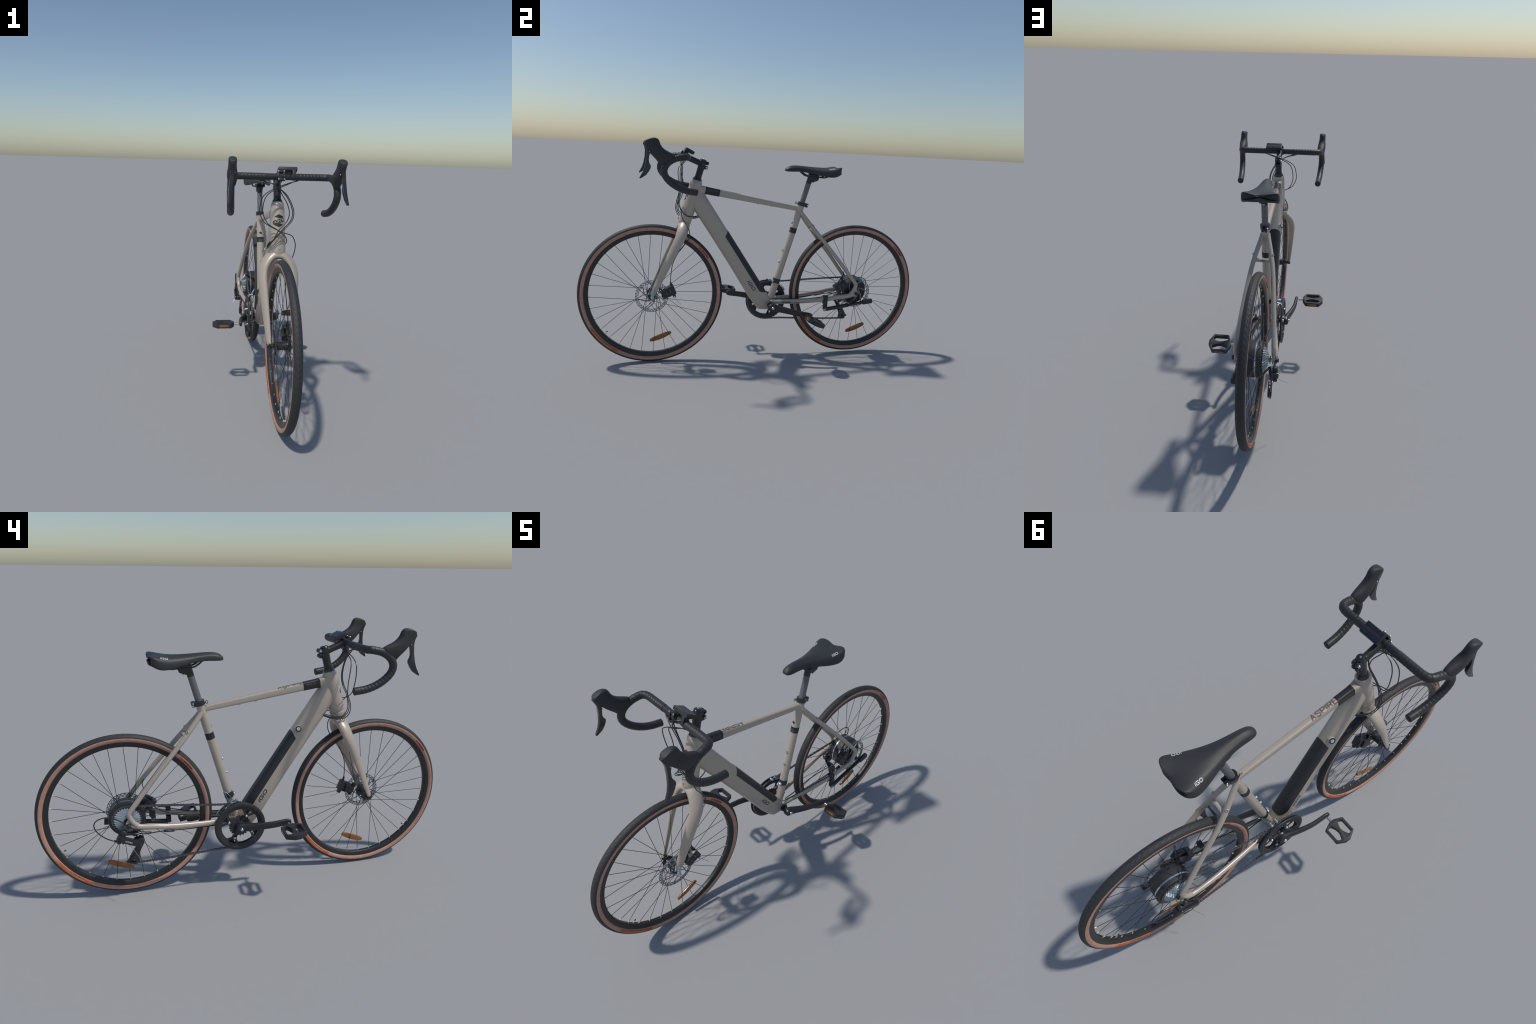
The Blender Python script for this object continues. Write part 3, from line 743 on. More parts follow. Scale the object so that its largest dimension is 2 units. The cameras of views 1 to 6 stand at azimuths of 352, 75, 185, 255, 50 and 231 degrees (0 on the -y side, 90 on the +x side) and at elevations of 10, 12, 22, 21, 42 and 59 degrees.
add("cable_boot", cyl("cable_boot", (0.066, 0.505, 0.488), (0.068, 0.516, 0.510), 0.0070, 12, r2=0.0040), rc, CABLE)
add("brake_cable", tube("brake_cable", spline([(0.068, 0.515, 0.508), (0.071, 0.520, 0.535), (0.070, 0.512, 0.560)], 5), 0.0018, 8), rc, CABLE)
bolt(rc, RP(0.024, 0.019, -0.028), (1, 0, 0), 0.0052)
add("caliper_bracket", plate("caliper_bracket", [(0.468, 0.352), (0.488, 0.349), (0.500, 0.372), (0.492, 0.396), (0.470, 0.392)], 0.066, 0.076, 0.002), rc, BLACK)
bolt(rc, (0.078, 0.486, 0.359), (1, 0, 0), 0.0050)

# ================================================================== HEADSET, STEM, HANDLEBAR
stem_parts = head_lathe("headset_cap", [(1.0445, 0.0), (1.0445, 0.0262), (1.049, 0.0258), (1.060, 0.0200), (1.062, 0.0), ])
stem = add("stem", remesh(join("stem", [
    head_lathe("c", [(1.100, 0.0), (1.100, 0.0190), (1.150, 0.0190), (1.153, 0.0165), (1.153, 0.0)]),
    tube("arm", [(X0, -0.338, 1.1335), (X0, -0.365, 1.1440), (X0, -0.400, 1.1580), (X0, -0.425, 1.1680)], [0.0165, 0.0160, 0.0162, 0.0175], 28, (1, 0, 0), [0.0175, 0.0160, 0.0160, 0.0185]),
    cyl("clamp", (X0 - 0.021, -0.434, 1.1705), (X0 + 0.021, -0.434, 1.1705), 0.0205, 32),
    ]), 0.0016, 4), root, BLACK)
add("headset_cap", stem_parts, stem, GLOSS)
for i in range(5):
    z0 = 1.060 + i * 0.0082
    add("spacer", head_lathe("spacer", [(z0, 0.0), (z0, 0.0176), (z0 + 0.0006, 0.0184), (z0 + 0.0074, 0.0184), (z0 + 0.0080, 0.0176), (z0 + 0.0080, 0.0)]), stem, BLACK)
add("top_cap", head_lathe("top_cap", [(1.152, 0.0), (1.152, 0.0185), (1.1545, 0.0185), (1.1575, 0.0160), (1.1595, 0.0100), (1.160, 0.0)]), stem, GLOSS)
bolt(stem, head_pt(1.1585), HA, 0.0042)
for z, y, s in ((1.1377, -0.3105, -1), (1.1145, -0.3150, 1)):
    lug = [cyl("l", (X0 - 0.016, y, z), (X0 - 0.0015, y, z), 0.0098, 18, 0.003), cyl("l", (X0 + 0.0015, y, z), (X0 + 0.016, y, z), 0.0098, 18, 0.003),
           box("l", (X0 - 0.009, y - 0.009, z), (0.014, 0.018, 0.019), bev=0.002), box("l", (X0 + 0.009, y - 0.009, z), (0.014, 0.018, 0.019), bev=0.002)]
    add("stem_lug", join("stem_lug", lug, 40), stem, BLACK)
    bolt(stem, (X0 + s * 0.015, y, z), (s, 0, 0), 0.0062)
# face plate with four bolts
fd = Vector((0, -0.93, 0.36)).normalized(); fu = Vector((0, 0.36, 0.93))
fpl = []
for sx in (-1, 1):
    fpl.append(box("f", tuple(Vector((X0 + sx * 0.0135, -0.434, 1.1705)) + fd * 0.0195), (0.009, 0.010, 0.050), rot=(-0.369, 0, 0), bev=0.0025))
for sv in (-1, 1):
    fpl.append(box("f", tuple(Vector((X0, -0.434, 1.1705)) + fd * 0.0190 + fu * sv * 0.0190), (0.034, 0.010, 0.011), rot=(-0.369, 0, 0), bev=0.0025))
add("face_plate", join("face_plate", fpl, 40), stem, BLACK)
for sx in (-1, 1):
    for sv in (-1, 1): bolt(stem, Vector((X0 + sx * 0.0135, -0.434, 1.1705)) + fd * 0.024 + fu * sv * 0.0195, fd, 0.0040)

BY, BZ = -0.434, 1.1705
bar = add("handlebar", cyl("handlebar", (X0 - 0.10, BY, BZ), (X0 + 0.10, BY, BZ), 0.0152, 28), root, BLACK)
def bar_path(side):
    c = [(0.078, BY, BZ), (0.12, BY, BZ), (0.165, BY, BZ), (0.195, BY - 0.0005, BZ), (0.2175, BY - 0.006, BZ), (0.2295, BY - 0.020, BZ), (0.2345, -0.478, 1.1665), (0.2375, -0.502, 1.1595),
         (0.2410, -0.5285, 1.1445), (0.2432, -0.5475, 1.1220), (0.2438, -0.5535, 1.0955), (0.2428, -0.5435, 1.0685), (0.2400, -0.518, 1.0415), (0.2370, -0.483, 1.0195), (0.2335, -0.440, 1.0040), (0.2300, -0.388, 0.9962)]
    return spline([(X0 + side * o, y, z) for o, y, z in c], 10)
def resample(P, step):
    d = np.concatenate([[0], np.cumsum(np.linalg.norm(np.diff(P, axis=0), axis=1))]); n = int(d[-1] / step)
    s = np.linspace(0, d[-1], n); return np.stack([np.interp(s, d, P[:, k]) for k in range(3)], 1), s
def tape_mesh(side):
    """Bar tape: helical overlap steps modelled in the surface."""
    P, s = resample(bar_path(side), 0.0011)
    P, T, A, B = frames(P, (0, 0, 1)); seg = 32; pitch = 0.0165; R = []
    for i in range(len(P)):
        row = []
        for j in range(seg):
            a = 2 * pi * j / seg
            f = (s[i] / pitch + side * a / (2 * pi)) % 1.0
            g = 1 - f; step = 0.0010 * (g if g < 0.90 else (1 - g) * 9.0)
            base = 0.0158 + 0.0006 * min(1, s[i] / 0.25)
            row.append(P[i] + (A[i] * math.cos(a) + B[i] * math.sin(a)) * (base + step))
        R.append(row)
    return rings("bar_tape", R, smooth=60)
for side in (-1, 1):
    tp = add("bar_tape", tape_mesh(side), bar, TAPE)
    P = bar_path(side); e, d = Vector(P[-1]), (Vector(P[-1]) - Vector(P[-2])).normalized()
    add("bar_end_plug", lathe("bar_end_plug", [(-0.004, 0.0), (-0.004, 0.0172), (0.0012, 0.0168), (0.0030, 0.0135), (0.0034, 0.0)], e, d, 28), bar, PLASTIC)
    # brake hood: loft between its upper and lower silhouette
    S = [((-0.487, 1.1705), (-0.5615, 1.1180), 0.0185, 0.2305), ((-0.508, 1.1845), (-0.5690, 1.1300), 0.0205, 0.2310), ((-0.5300, 1.1935), (-0.5795, 1.1430), 0.0238, 0.2318), ((-0.5480, 1.2015), (-0.5940, 1.1570), 0.0243, 0.2325),
         ((-0.5620, 1.2125), (-0.6095, 1.1730), 0.0225, 0.2335), ((-0.5715, 1.2260), (-0.6215, 1.1890), 0.0196, 0.2345), ((-0.5755, 1.2400), (-0.6300, 1.2050), 0.0184, 0.2350), ((-0.5815, 1.2520), (-0.6390, 1.2180), 0.0182, 0.2352),
         ((-0.5930, 1.2578), (-0.6460, 1.2290), 0.0184, 0.2353), ((-0.6080, 1.2582), (-0.6475, 1.2350), 0.0180, 0.2354), ((-0.6240, 1.2530), (-0.6455, 1.2395), 0.0160, 0.2354), ((-0.6340, 1.2480), (-0.6420, 1.2425), 0.0115, 0.2354)]
    R = []
    for up, lo, hw, off in S:
        off = off + 0.0070
        u_, l_ = np.array([X0 + side * off, *up]), np.array([X0 + side * off, *lo]); c = (u_ + l_) / 2; h = (u_ - l_) / 2; row = []
        for j in range(20):
            a = 2 * pi * j / 20; ca, sa = math.cos(a), math.sin(a)
            row.append(c + np.array([hw * math.copysign(abs(ca) ** 0.8, ca), 0, 0]) + h * math.copysign(abs(sa) ** 0.8, sa))
        R.append(row)
    hood = add("brake_hood", subsurf(rings("brake_hood", R), 2), bar, HOOD)
    # brake lever, swept outwards towards its tip
    lev = [(-0.6470, 1.2350), (-0.6500, 1.2270), (-0.6420, 1.2090), (-0.6385, 1.1900), (-0.6405, 1.1550), (-0.6470, 1.1200), (-0.6560, 1.0930), (-0.6690, 1.0700), (-0.6730, 1.0615), (-0.6690, 1.0590),
           (-0.6560, 1.0665), (-0.6400, 1.0770), (-0.6265, 1.0955), (-0.6180, 1.1130), (-0.6175, 1.1240), (-0.6255, 1.1370), (-0.6275, 1.1500), (-0.6250, 1.1720), (-0.6185, 1.1880), (-0.6180, 1.2050), (-0.6250, 1.2250)]
    def shear(y, z, side=side):
        t = max(0, 1.21 - z) / 0.147
        return side * (0.2410 + 0.0175 * t)
    hwid = 0.0095
    lv = plate("brake_lever", lev, X0 - hwid, X0 + hwid, 0, shear=shear)
    for v in lv.vertices:      # slimmer towards the tip
        c = X0 + shear(0, v.co.z); k = 1.0 - 0.38 * max(0, min(1, (1.20 - v.co.z) / 0.14)); v.co.x = c + (v.co.x - c) * k
    lever = add("brake_lever", bevelled("brake_lever", lv, 0.0042, 3, 20), bar, GLOSS)
    bolt(lever, (X0 + side * (0.242 + 0.0085), -0.6240, 1.1900), (side, 0, 0), 0.0027)
    bolt(lever, (X0 + side * (0.242 - 0.0085), -0.6240, 1.1900), (-side, 0, 0), 0.0027)

# display unit, tilted towards the rider, on a bracket to the bar
dc = Vector((0.0395, -0.4075, 1.2073)); tilt = math.radians(-27.5)
Rm = Matrix.Translation(dc) @ Matrix.Rotation(tilt, 4, 'X')
def dbox(name, c, s, m, parent, bev=0.002):
    me = box(name, (0, 0, 0), s, bev=bev); me.transform(Rm @ Matrix.Translation(c)); return add(name, me, parent, m)
disp = dbox("display", (0, 0, -0.0085), (0.091, 0.0485, 0.0165), PLASTIC, root, 0.003)
dbox("display_glass", (0, 0, -0.0004), (0.086, 0.0445, 0.0016), SCREEN, disp, 0.0005)
dbox("display_stripe", (0.002, 0.0, 0.0006), (0.080, 0.0105, 0.0006), SCREENR, disp, 0)
for cx, cy, w_, h_ in ((-0.017, 0.0135, 0.040, 0.0125), (0.023, 0.0135, 0.026, 0.0125), (-0.013, -0.0115, 0.046, 0.0065), (0.027, -0.0115, 0.020, 0.0065)):
    dbox("display_segment", (cx, cy, 0.0006), (w_, h_, 0.0006), SCREENB, disp, 0)
add("display_bracket", plate("display_bracket", [(-0.449, 1.164), (-0.4495, 1.176), (-0.447, 1.186), (-0.437, 1.206), (-0.424, 1.211), (-0.420, 1.196), (-0.418, 1.180), (-0.4195, 1.166), (-0.425, 1.157), (-0.436, 1.1535), (-0.445, 1.156)], 0.060, 0.076, 0.002), disp, PLASTIC)
add("display_cable", tube("display_cable", spline([(0.062, -0.436, 1.186), (0.045, -0.452, 1.183), (0.025, -0.460, 1.178), (0.012, -0.462, 1.165), (0.006, -0.455, 1.145)], 6), 0.0016, 8), disp, CABLE)

# ================================================================== CABLES
def cable(pts, r=0.0022, name="cable", parent=None, m=CABLE):
    return add(name, tube(name, spline(pts, 8), r, 8), parent or frame, m)
# two from the left hand loop past the right of the head tube
cable([(0.090, -0.438, 1.1535), (0.045, -0.444, 1.142), (-0.004, -0.452, 1.124), (-0.048, -0.460, 1.104), (-0.0775, -0.4605, 1.080), (-0.0900, -0.457, 1.042), (-0.0910, -0.4525, 1.000), (-0.068, -0.4545, 0.957),
       (-0.025, -0.462, 0.931), (0.020, -0.465, 0.910), (0.058, -0.459, 0.899), (0.0765, -0.453, 0.880), (0.0865, -0.447, 0.845), (0.0860, -0.424, 0.805), (0.0800, -0.405, 0.768), (0.066, -0.407, 0.728), (0.050, -0.432, 0.690),
       (0.043, -0.462, 0.645), (0.045, -0.490, 0.585), (0.050, -0.500, 0.530), (0.052, -0.502, 0.482)], name="brake_cable")
cable([(0.085, -0.430, 1.1545), (0.040, -0.440, 1.136), (-0.002, -0.448, 1.118), (-0.042, -0.448, 1.098), (-0.065, -0.440, 1.070), (-0.0735, -0.432, 1.030), (-0.072, -0.429, 0.995), (-0.050, -0.440, 0.950),
       (-0.010, -0.456, 0.925), (0.020, -0.456, 0.903), (0.0375, -0.450, 0.886), (0.0455, -0.436, 0.866), (0.044, -0.412, 0.848), (0.034, -0.375, 0.845), (0.018, -0.345, 0.845)], name="shift_cable")
# three from the right hand loop past the left and return to the right of the down tube
for k, (dx, dy, dz) in enumerate(((0, 0, 0), (-0.014, 0.007, 0.006), (0.005, -0.007, -0.005))):
    cable([(-0.078 + dx, -0.436, 1.1535), (-0.040, -0.443 + dy, 1.140), (-0.008, -0.448 + dy, 1.122), (0.028 + dx, -0.451 + dy, 1.088), (0.054 + dx, -0.453 + dy, 1.044), (0.065 + dx, -0.456 + dy, 1.002), (0.054 + dx, -0.461 + dy, 0.964),
           (0.017 + dx, -0.468 + dy, 0.924), (-0.020, -0.4675 + dy, 0.880), (-0.0405 - 0.002 * k, -0.448 + dy, 0.846 + dz), (-0.0445 - 0.002 * k, -0.415, 0.829 + dz), (-0.0365, -0.372, 0.832 + dz), (-0.020, -0.338, 0.842 + dz)], name="cable")
# rear brake and shift housings along the chainstays
cable([(0.040, 0.085, 0.368), (0.050, 0.18, 0.3665), (0.066, 0.30, 0.372), (0.083, 0.38, 0.385), (0.086, 0.425, 0.398), (0.080, 0.455, 0.405)], 0.0024, "brake_cable")
cable([(0.030, 0.11, 0.362), (0.025, 0.20, 0.362), (0.018, 0.30, 0.372), (0.030, 0.40, 0.388), (0.055, 0.46, 0.408), (0.064, 0.485, 0.43)], 0.0026, "motor_cable")
cable([(-0.040, 0.16, 0.334), (-0.052, 0.25, 0.338), (-0.066, 0.34, 0.345), (-0.080, 0.42, 0.355), (-0.086, 0.47, 0.358), (-0.090, 0.53, 0.357), (-0.091, 0.575, 0.372)], 0.0026, "motor_cable")
add("cable_joint", cyl("cable_joint", (-0.0765, 0.395, 0.3500), (-0.0835, 0.445, 0.3570), 0.0058, 14, 0.002), frame, CABLE)
cable([(-0.090, 0.500, 0.3625), (-0.094, 0.545, 0.372), (-0.098, 0.582, 0.394), (-0.0965, 0.618, 0.424), (-0.0935, 0.655, 0.449), (-0.0915, 0.695, 0.4585), (-0.0905, 0.732, 0.448), (-0.0905, 0.746, 0.425), (-0.0900, 0.736, 0.392), (-0.0870, 0.705, 0.357), (-0.0855, 0.670, 0.3355)], 0.0026, "shift_cable")

# ================================================================== SEAT
post = add("seatpost", cyl("seatpost", seat_pt(0.92) + Vector((0, 0.0, 0)), seat_pt(1.050), 0.0157, 32), root, POST)
hd = seat_pt(1.050)
add("seatpost_head", remesh(join("seatpost_head", [cyl("a", seat_pt(1.046), seat_pt(1.086), 0.0160, 28, 0.001),
    plate("b", [(0.275, 1.088), (0.300, 1.056), (0.318, 1.062), (0.332, 1.066), (0.338, 1.080), (0.334, 1.090)], X0 - 0.019, X0 + 0.019, 0)]), 0.0015, 4), post, BLACK)
add("saddle_clamp", join("saddle_clamp", [plate("a", [(0.276, 1.089), (0.336, 1.086), (0.334, 1.096), (0.315, 1.101), (0.296, 1.103), (0.279, 1.099)], X0 - 0.027, X0 + 0.027, 0.003),
    cyl("b", (X0 - 0.010, 0.287, 1.1015), (X0 + 0.010, 0.287, 1.1015), 0.007, 16, 0.002)], 40), post, BLACK)
bolt(post, (X0, 0.314, 1.058), (0, 0.1, -1), 0.0052)
# seat clamp collar with two bolts at the back and a cable eye at the front
cl = lathe("seat_clamp", [(-0.010, 0.0200), (-0.010, 0.0248), (0.010, 0.0248), (0.010, 0.0165), (0.0, 0.0165)], seat_pt(0.9275), SA, 40, closed=True)
sc = add("seat_clamp", join("seat_clamp", [cl, box("b", (X0 - 0.0085, 0.275, 0.9215), (0.013, 0.018, 0.024), (-0.27, 0, 0), 0.004), box("b", (X0 + 0.0085, 0.275, 0.9215), (0.013, 0.018, 0.024), (-0.27, 0, 0), 0.004)], 40), post, GLOSS)
for z, s in ((0.9270, -1), (0.9170, -1)): bolt(sc, (X0 - 0.0145, 0.2775, z), (-1, 0, 0), 0.0042)
bolt(sc, (X0 + 0.0145, 0.2775, 0.922), (1, 0, 0), 0.0045)
add("cable_eye", tube("cable_eye", [(X0 - 0.014, 0.2165 + 0.0055 * math.cos(a), 0.9325 + 0.0065 * math.sin(a)) for a in np.linspace(0, 2 * pi, 20)], 0.0015, 8), sc, GLOSS)
add("cable_eye_arm", tube("cable_eye_arm", spline([(X0 - 0.024, 0.246, 0.925), (X0 - 0.020, 0.232, 0.929), (X0 - 0.014, 0.222, 0.932)], 4), 0.0022, 8), sc, GLOSS)

# saddle shell: sections along y = (y, half width, centre top, edge top, skirt bottom)
SD = [(0.1358, 0.0040, 1.1215, 1.1212, 1.1175), (0.1375, 0.0115, 1.1255, 1.1240, 1.1145), (0.1420, 0.0175, 1.1310, 1.1275, 1.1128), (0.152, 0.0222, 1.1400, 1.1340, 1.1120), (0.172, 0.0250, 1.1475, 1.1400, 1.1118), (0.205, 0.0270, 1.1490, 1.1415, 1.1140), (0.245, 0.0315, 1.1470, 1.1390, 1.1130),
      (0.285, 0.0405, 1.1440, 1.1360, 1.1060), (0.325, 0.0545, 1.1425, 1.1350, 1.0970), (0.362, 0.0690, 1.1420, 1.1365, 1.0905), (0.398, 0.0810, 1.1425, 1.1405, 1.0880), (0.424, 0.0860, 1.1430, 1.1445, 1.0920), (0.445, 0.0860, 1.1420, 1.1480, 1.1000), (0.4600, 0.0825, 1.1400, 1.1490, 1.1075), (0.4655, 0.0805, 1.1385, 1.1485, 1.1100), (0.4670, 0.0785, 1.1360, 1.1455, 1.1130)]
def saddle_row(y, hw, zc, ze, zb):
    h = ze - zb; q = max(0.0, min(1.0, (y - 0.39) / 0.06)); m = lambda a, b: a + (b - a) * q
    cav = (1 - q) * max(0.0, min(1.0, (y - 0.16) / 0.05))
    half = [(0.0, zc), (0.22, zc + (ze - zc) * 0.15 + 0.0006), (0.45, zc + (ze - zc) * 0.55 + 0.0006), (m(0.66, 0.74), ze + 0.0002), (m(0.83, 0.90), ze - m(0.10, 0.02) * h), (m(0.95, 0.985), ze - m(0.30, 0.12) * h), (1.0, ze - m(0.60, 0.35) * h), (1.0, zb + 0.15 * h), (0.97, zb), (0.86, zb + 0.0015), (0.5, zb + 0.3 * h * cav), (0.0, zb + 0.35 * h * cav)]
    R = []
    for s in (1, -1):
        seq = half if s == 1 else half[-2:0:-1]
        for k, z in seq:
            dy = float(np.interp(abs(k), [0, 0.25, 0.5, 0.75, 0.9, 1.0], [-0.008, -0.005, 0, -0.005, -0.011, -0.018])) * max(0, y - 0.41) / 0.057   # two rounded tail lobes
            R.append((X0 + s * hw * k, y + dy, z))
    return R
def shrink(row, k):                      # close the tail with inset rings
    zm = sum(p[2] for p in row) / len(row)
    return [(X0 + (p[0] - X0) * k, p[1] - 0.0004 * (1 - k), zm + (p[2] - zm) * k) for p in row]
rows = [saddle_row(*r) for r in SD]
rows += [shrink(rows[-1], 0.85), shrink(rows[-1], 0.5), shrink(rows[-1], 0.12)]
sad = rings("saddle", rows)
saddle = add("saddle", subsurf(sad, 3), root, SADDLE)
for side in (-1, 1):
    r = spline([(X0 + side * 0.012, 0.195, 1.122), (X0 + side * 0.016, 0.225, 1.118), (X0 + side * 0.022, 0.248, 1.102), (X0 + side * 0.0245, 0.275, 1.0895), (X0 + side * 0.0245, 0.335, 1.0870), (X0 + side * 0.028, 0.365, 1.0855), (X0 + side * 0.034, 0.385, 1.092), (X0 + side * 0.040, 0.400, 1.105)], 6)
    add("saddle_rail", tube("saddle_rail", r, 0.0040, 12), saddle, BLACK)

# ================================================================== CRANKSET
cy, cz = BB
def ringplate(name, holes_r, r2, x1, x2): return annulus(name, cy, cz, holes_r, r2, x1, x2, 120)
gx = -0.0775
prof = [(gx + 0.004, 0.0905), (gx, 0.0915), (gx - 0.002, 0.096), (gx - 0.0025, 0.104), (gx - 0.0045, 0.1075), (gx - 0.004, 0.117), (gx - 0.001, 0.1235), (gx + 0.002, 0.1245), (gx + 0.0045, 0.1235), (gx + 0.005, 0.100)]
guard = lathe("chain_guard", prof, (0, cy, cz), (1, 0, 0), 120, closed=True, smooth=35)
crank = add("crankset", join("crankset", [cyl("spindle", (-0.100, cy, cz), (0.100, cy, cz), 0.011, 20), lathe("hubdisc", [(-0.086, 0.0), (-0.086, 0.026), (-0.066, 0.033), (-0.062, 0.033), (-0.062, 0.0)], (0, cy, cz), (1, 0, 0), 40)], 40), root, BLACK)
add("chain_guard", guard, crank, PLASTIC)
def rot2(p, a): c, s = math.cos(a), math.sin(a); return (cy + p[0] * c - p[1] * s, cz + p[0] * s + p[1] * c)
BA = [math.radians(27.6 + 90 * k) for k in range(4)]
for a in BA:
    # spider arm, then the guard's Y strut
    arm = [(0.015, 0.020), (0.040, 0.0105), (0.056, 0.0085), (0.066, 0.0080), (0.0695, 0.0040), (0.0695, -0.0040), (0.066, -0.0080), (0.056, -0.0085), (0.040, -0.0105), (0.015, -0.020)]
    add("spider_arm", plate("spider_arm", [rot2(p, a) for p in arm], -0.078, -0.066, 0.002), crank, BLACK)
    eye = arc(0.0622, 0, 0.0115, 0, 360, 20)[:-1]
    add("guard_strut", plate("guard_strut", [rot2(p, a) for p in eye], gx - 0.0005, gx + 0.0035, 0.001), crank, PLASTIC)
    for sg in (1, -1):
        q = [(0.0560, sg * 0.0080), (0.0700, sg * 0.0030), (0.0800, sg * 0.0135), (0.0895, sg * 0.0190), (0.0905, sg * 0.0350), (0.0800, sg * 0.0310), (0.0680, sg * 0.0165)]
        add("guard_strut", plate("guard_strut", [rot2(p, a) for p in q], gx - 0.0003, gx + 0.0033, 0.001), crank, PLASTIC)
    c = rot2((0.0622, 0), a)
    bolt(crank, (-0.079, *c), (-1, 0, 0), 0.0068, "chainring_bolt"); bolt(crank, (-0.056, *c), (1, 0, 0), 0.0060, "chainring_bolt")
big = sprocket("chainring", 0.1190, 44, -0.0630, -0.0600, 0.0905); big.transform(Matrix.Translation((0, cy, cz)))
add("chainring", big, crank, DGREY)
ring2 = lathe("chainring_rib", [(-0.0600, 0.094), (-0.0580, 0.094), (-0.0580, 0.106), (-0.0600, 0.106)], (0, cy, cz), (1, 0, 0), 96, closed=True); add("chainring_rib", ring2, crank, BLACK)
slots = [plate("s", [rot2(p, 2 * pi * k / 30) for p in ((0.1075, -0.0045), (0.1125, -0.004), (0.1125, 0.004), (0.1075, 0.0045))], -0.0601, -0.0585, 0.0005) for k in range(30)]
add("shift_ramp", join("shift_ramp", slots, 40), crank, BLACK, True)
for a in BA:
    arm = [(0.055, 0.007), (0.092, 0.012), (0.092, -0.012), (0.055, -0.007)]
    add("spider_arm", plate("spider_arm", [rot2(p, a) for p in arm], -0.066, -0.061, 0.001), crank, BLACK)
small = sprocket("inner_chainring", 0.0545, 22, -0.0660, -0.0640, 0.030); small.transform(Matrix.Translation((0, cy, cz)))
add("inner_chainring", small, crank, DGREY)

def crank_arm(side, end):
    """Forged arm lofted from the spindle boss to the pedal eye, bowing outwards."""
    ey, ez, ex = end; d = np.array([ey - cy, ez - cz]); L = np.linalg.norm(d); d /= L; n = np.array([-d[1], d[0]])
    x_in = 0.089
    st = [(-0.026, 0.008, 0.0175, x_in), (-0.018, 0.019, 0.0195, x_in), (0.0, 0.0245, 0.0190, x_in), (0.02, 0.0220, 0.0160, x_in + 0.003), (0.05, 0.0195, 0.0130, x_in + 0.015), (0.10, 0.0178, 0.0112, x_in + 0.032), (0.15, 0.0165, 0.0102, x_in + 0.043), (0.19, 0.0165, 0.0095, ex - 0.003), (0.215, 0.0175, 0.0088, ex - 0.002), (0.232, 0.0145, 0.0085, ex), (0.2395, 0.007, 0.0070, ex)]
    R = []
    for s, h, w, x in st:
        s = s * L / 0.2225 if s > 0 else s; row = []
        for j in range(16):
            a = 2 * pi * j / 16; ca, sa = math.cos(a), math.sin(a)
            px = math.copysign(abs(ca) ** 0.7, ca) * w; pn = math.copysign(abs(sa) ** 0.7, sa) * h
            yz = np.array([cy, cz]) + d * s + n * pn
            row.append((X0 * 0 + side * x + px, yz[0], yz[1]))
        R.append(row)
    return subsurf(rings("crank_arm", R), 2)
EN_R = (-0.1385, 0.3580, 0.137); EN_L = (0.2965, 0.2900, 0.143)
ca = add("crank_arm", crank_arm(-1, EN_R), crank, BLACK); bolt(ca, (-0.1065, cy, cz), (-1, 0, 0), 0.0085, "crank_bolt")
ca2 = add("crank_arm", crank_arm(1, EN_L), crank, BLACK); bolt(ca2, (0.1065, cy, cz), (1, 0, 0), 0.0085, "crank_bolt")

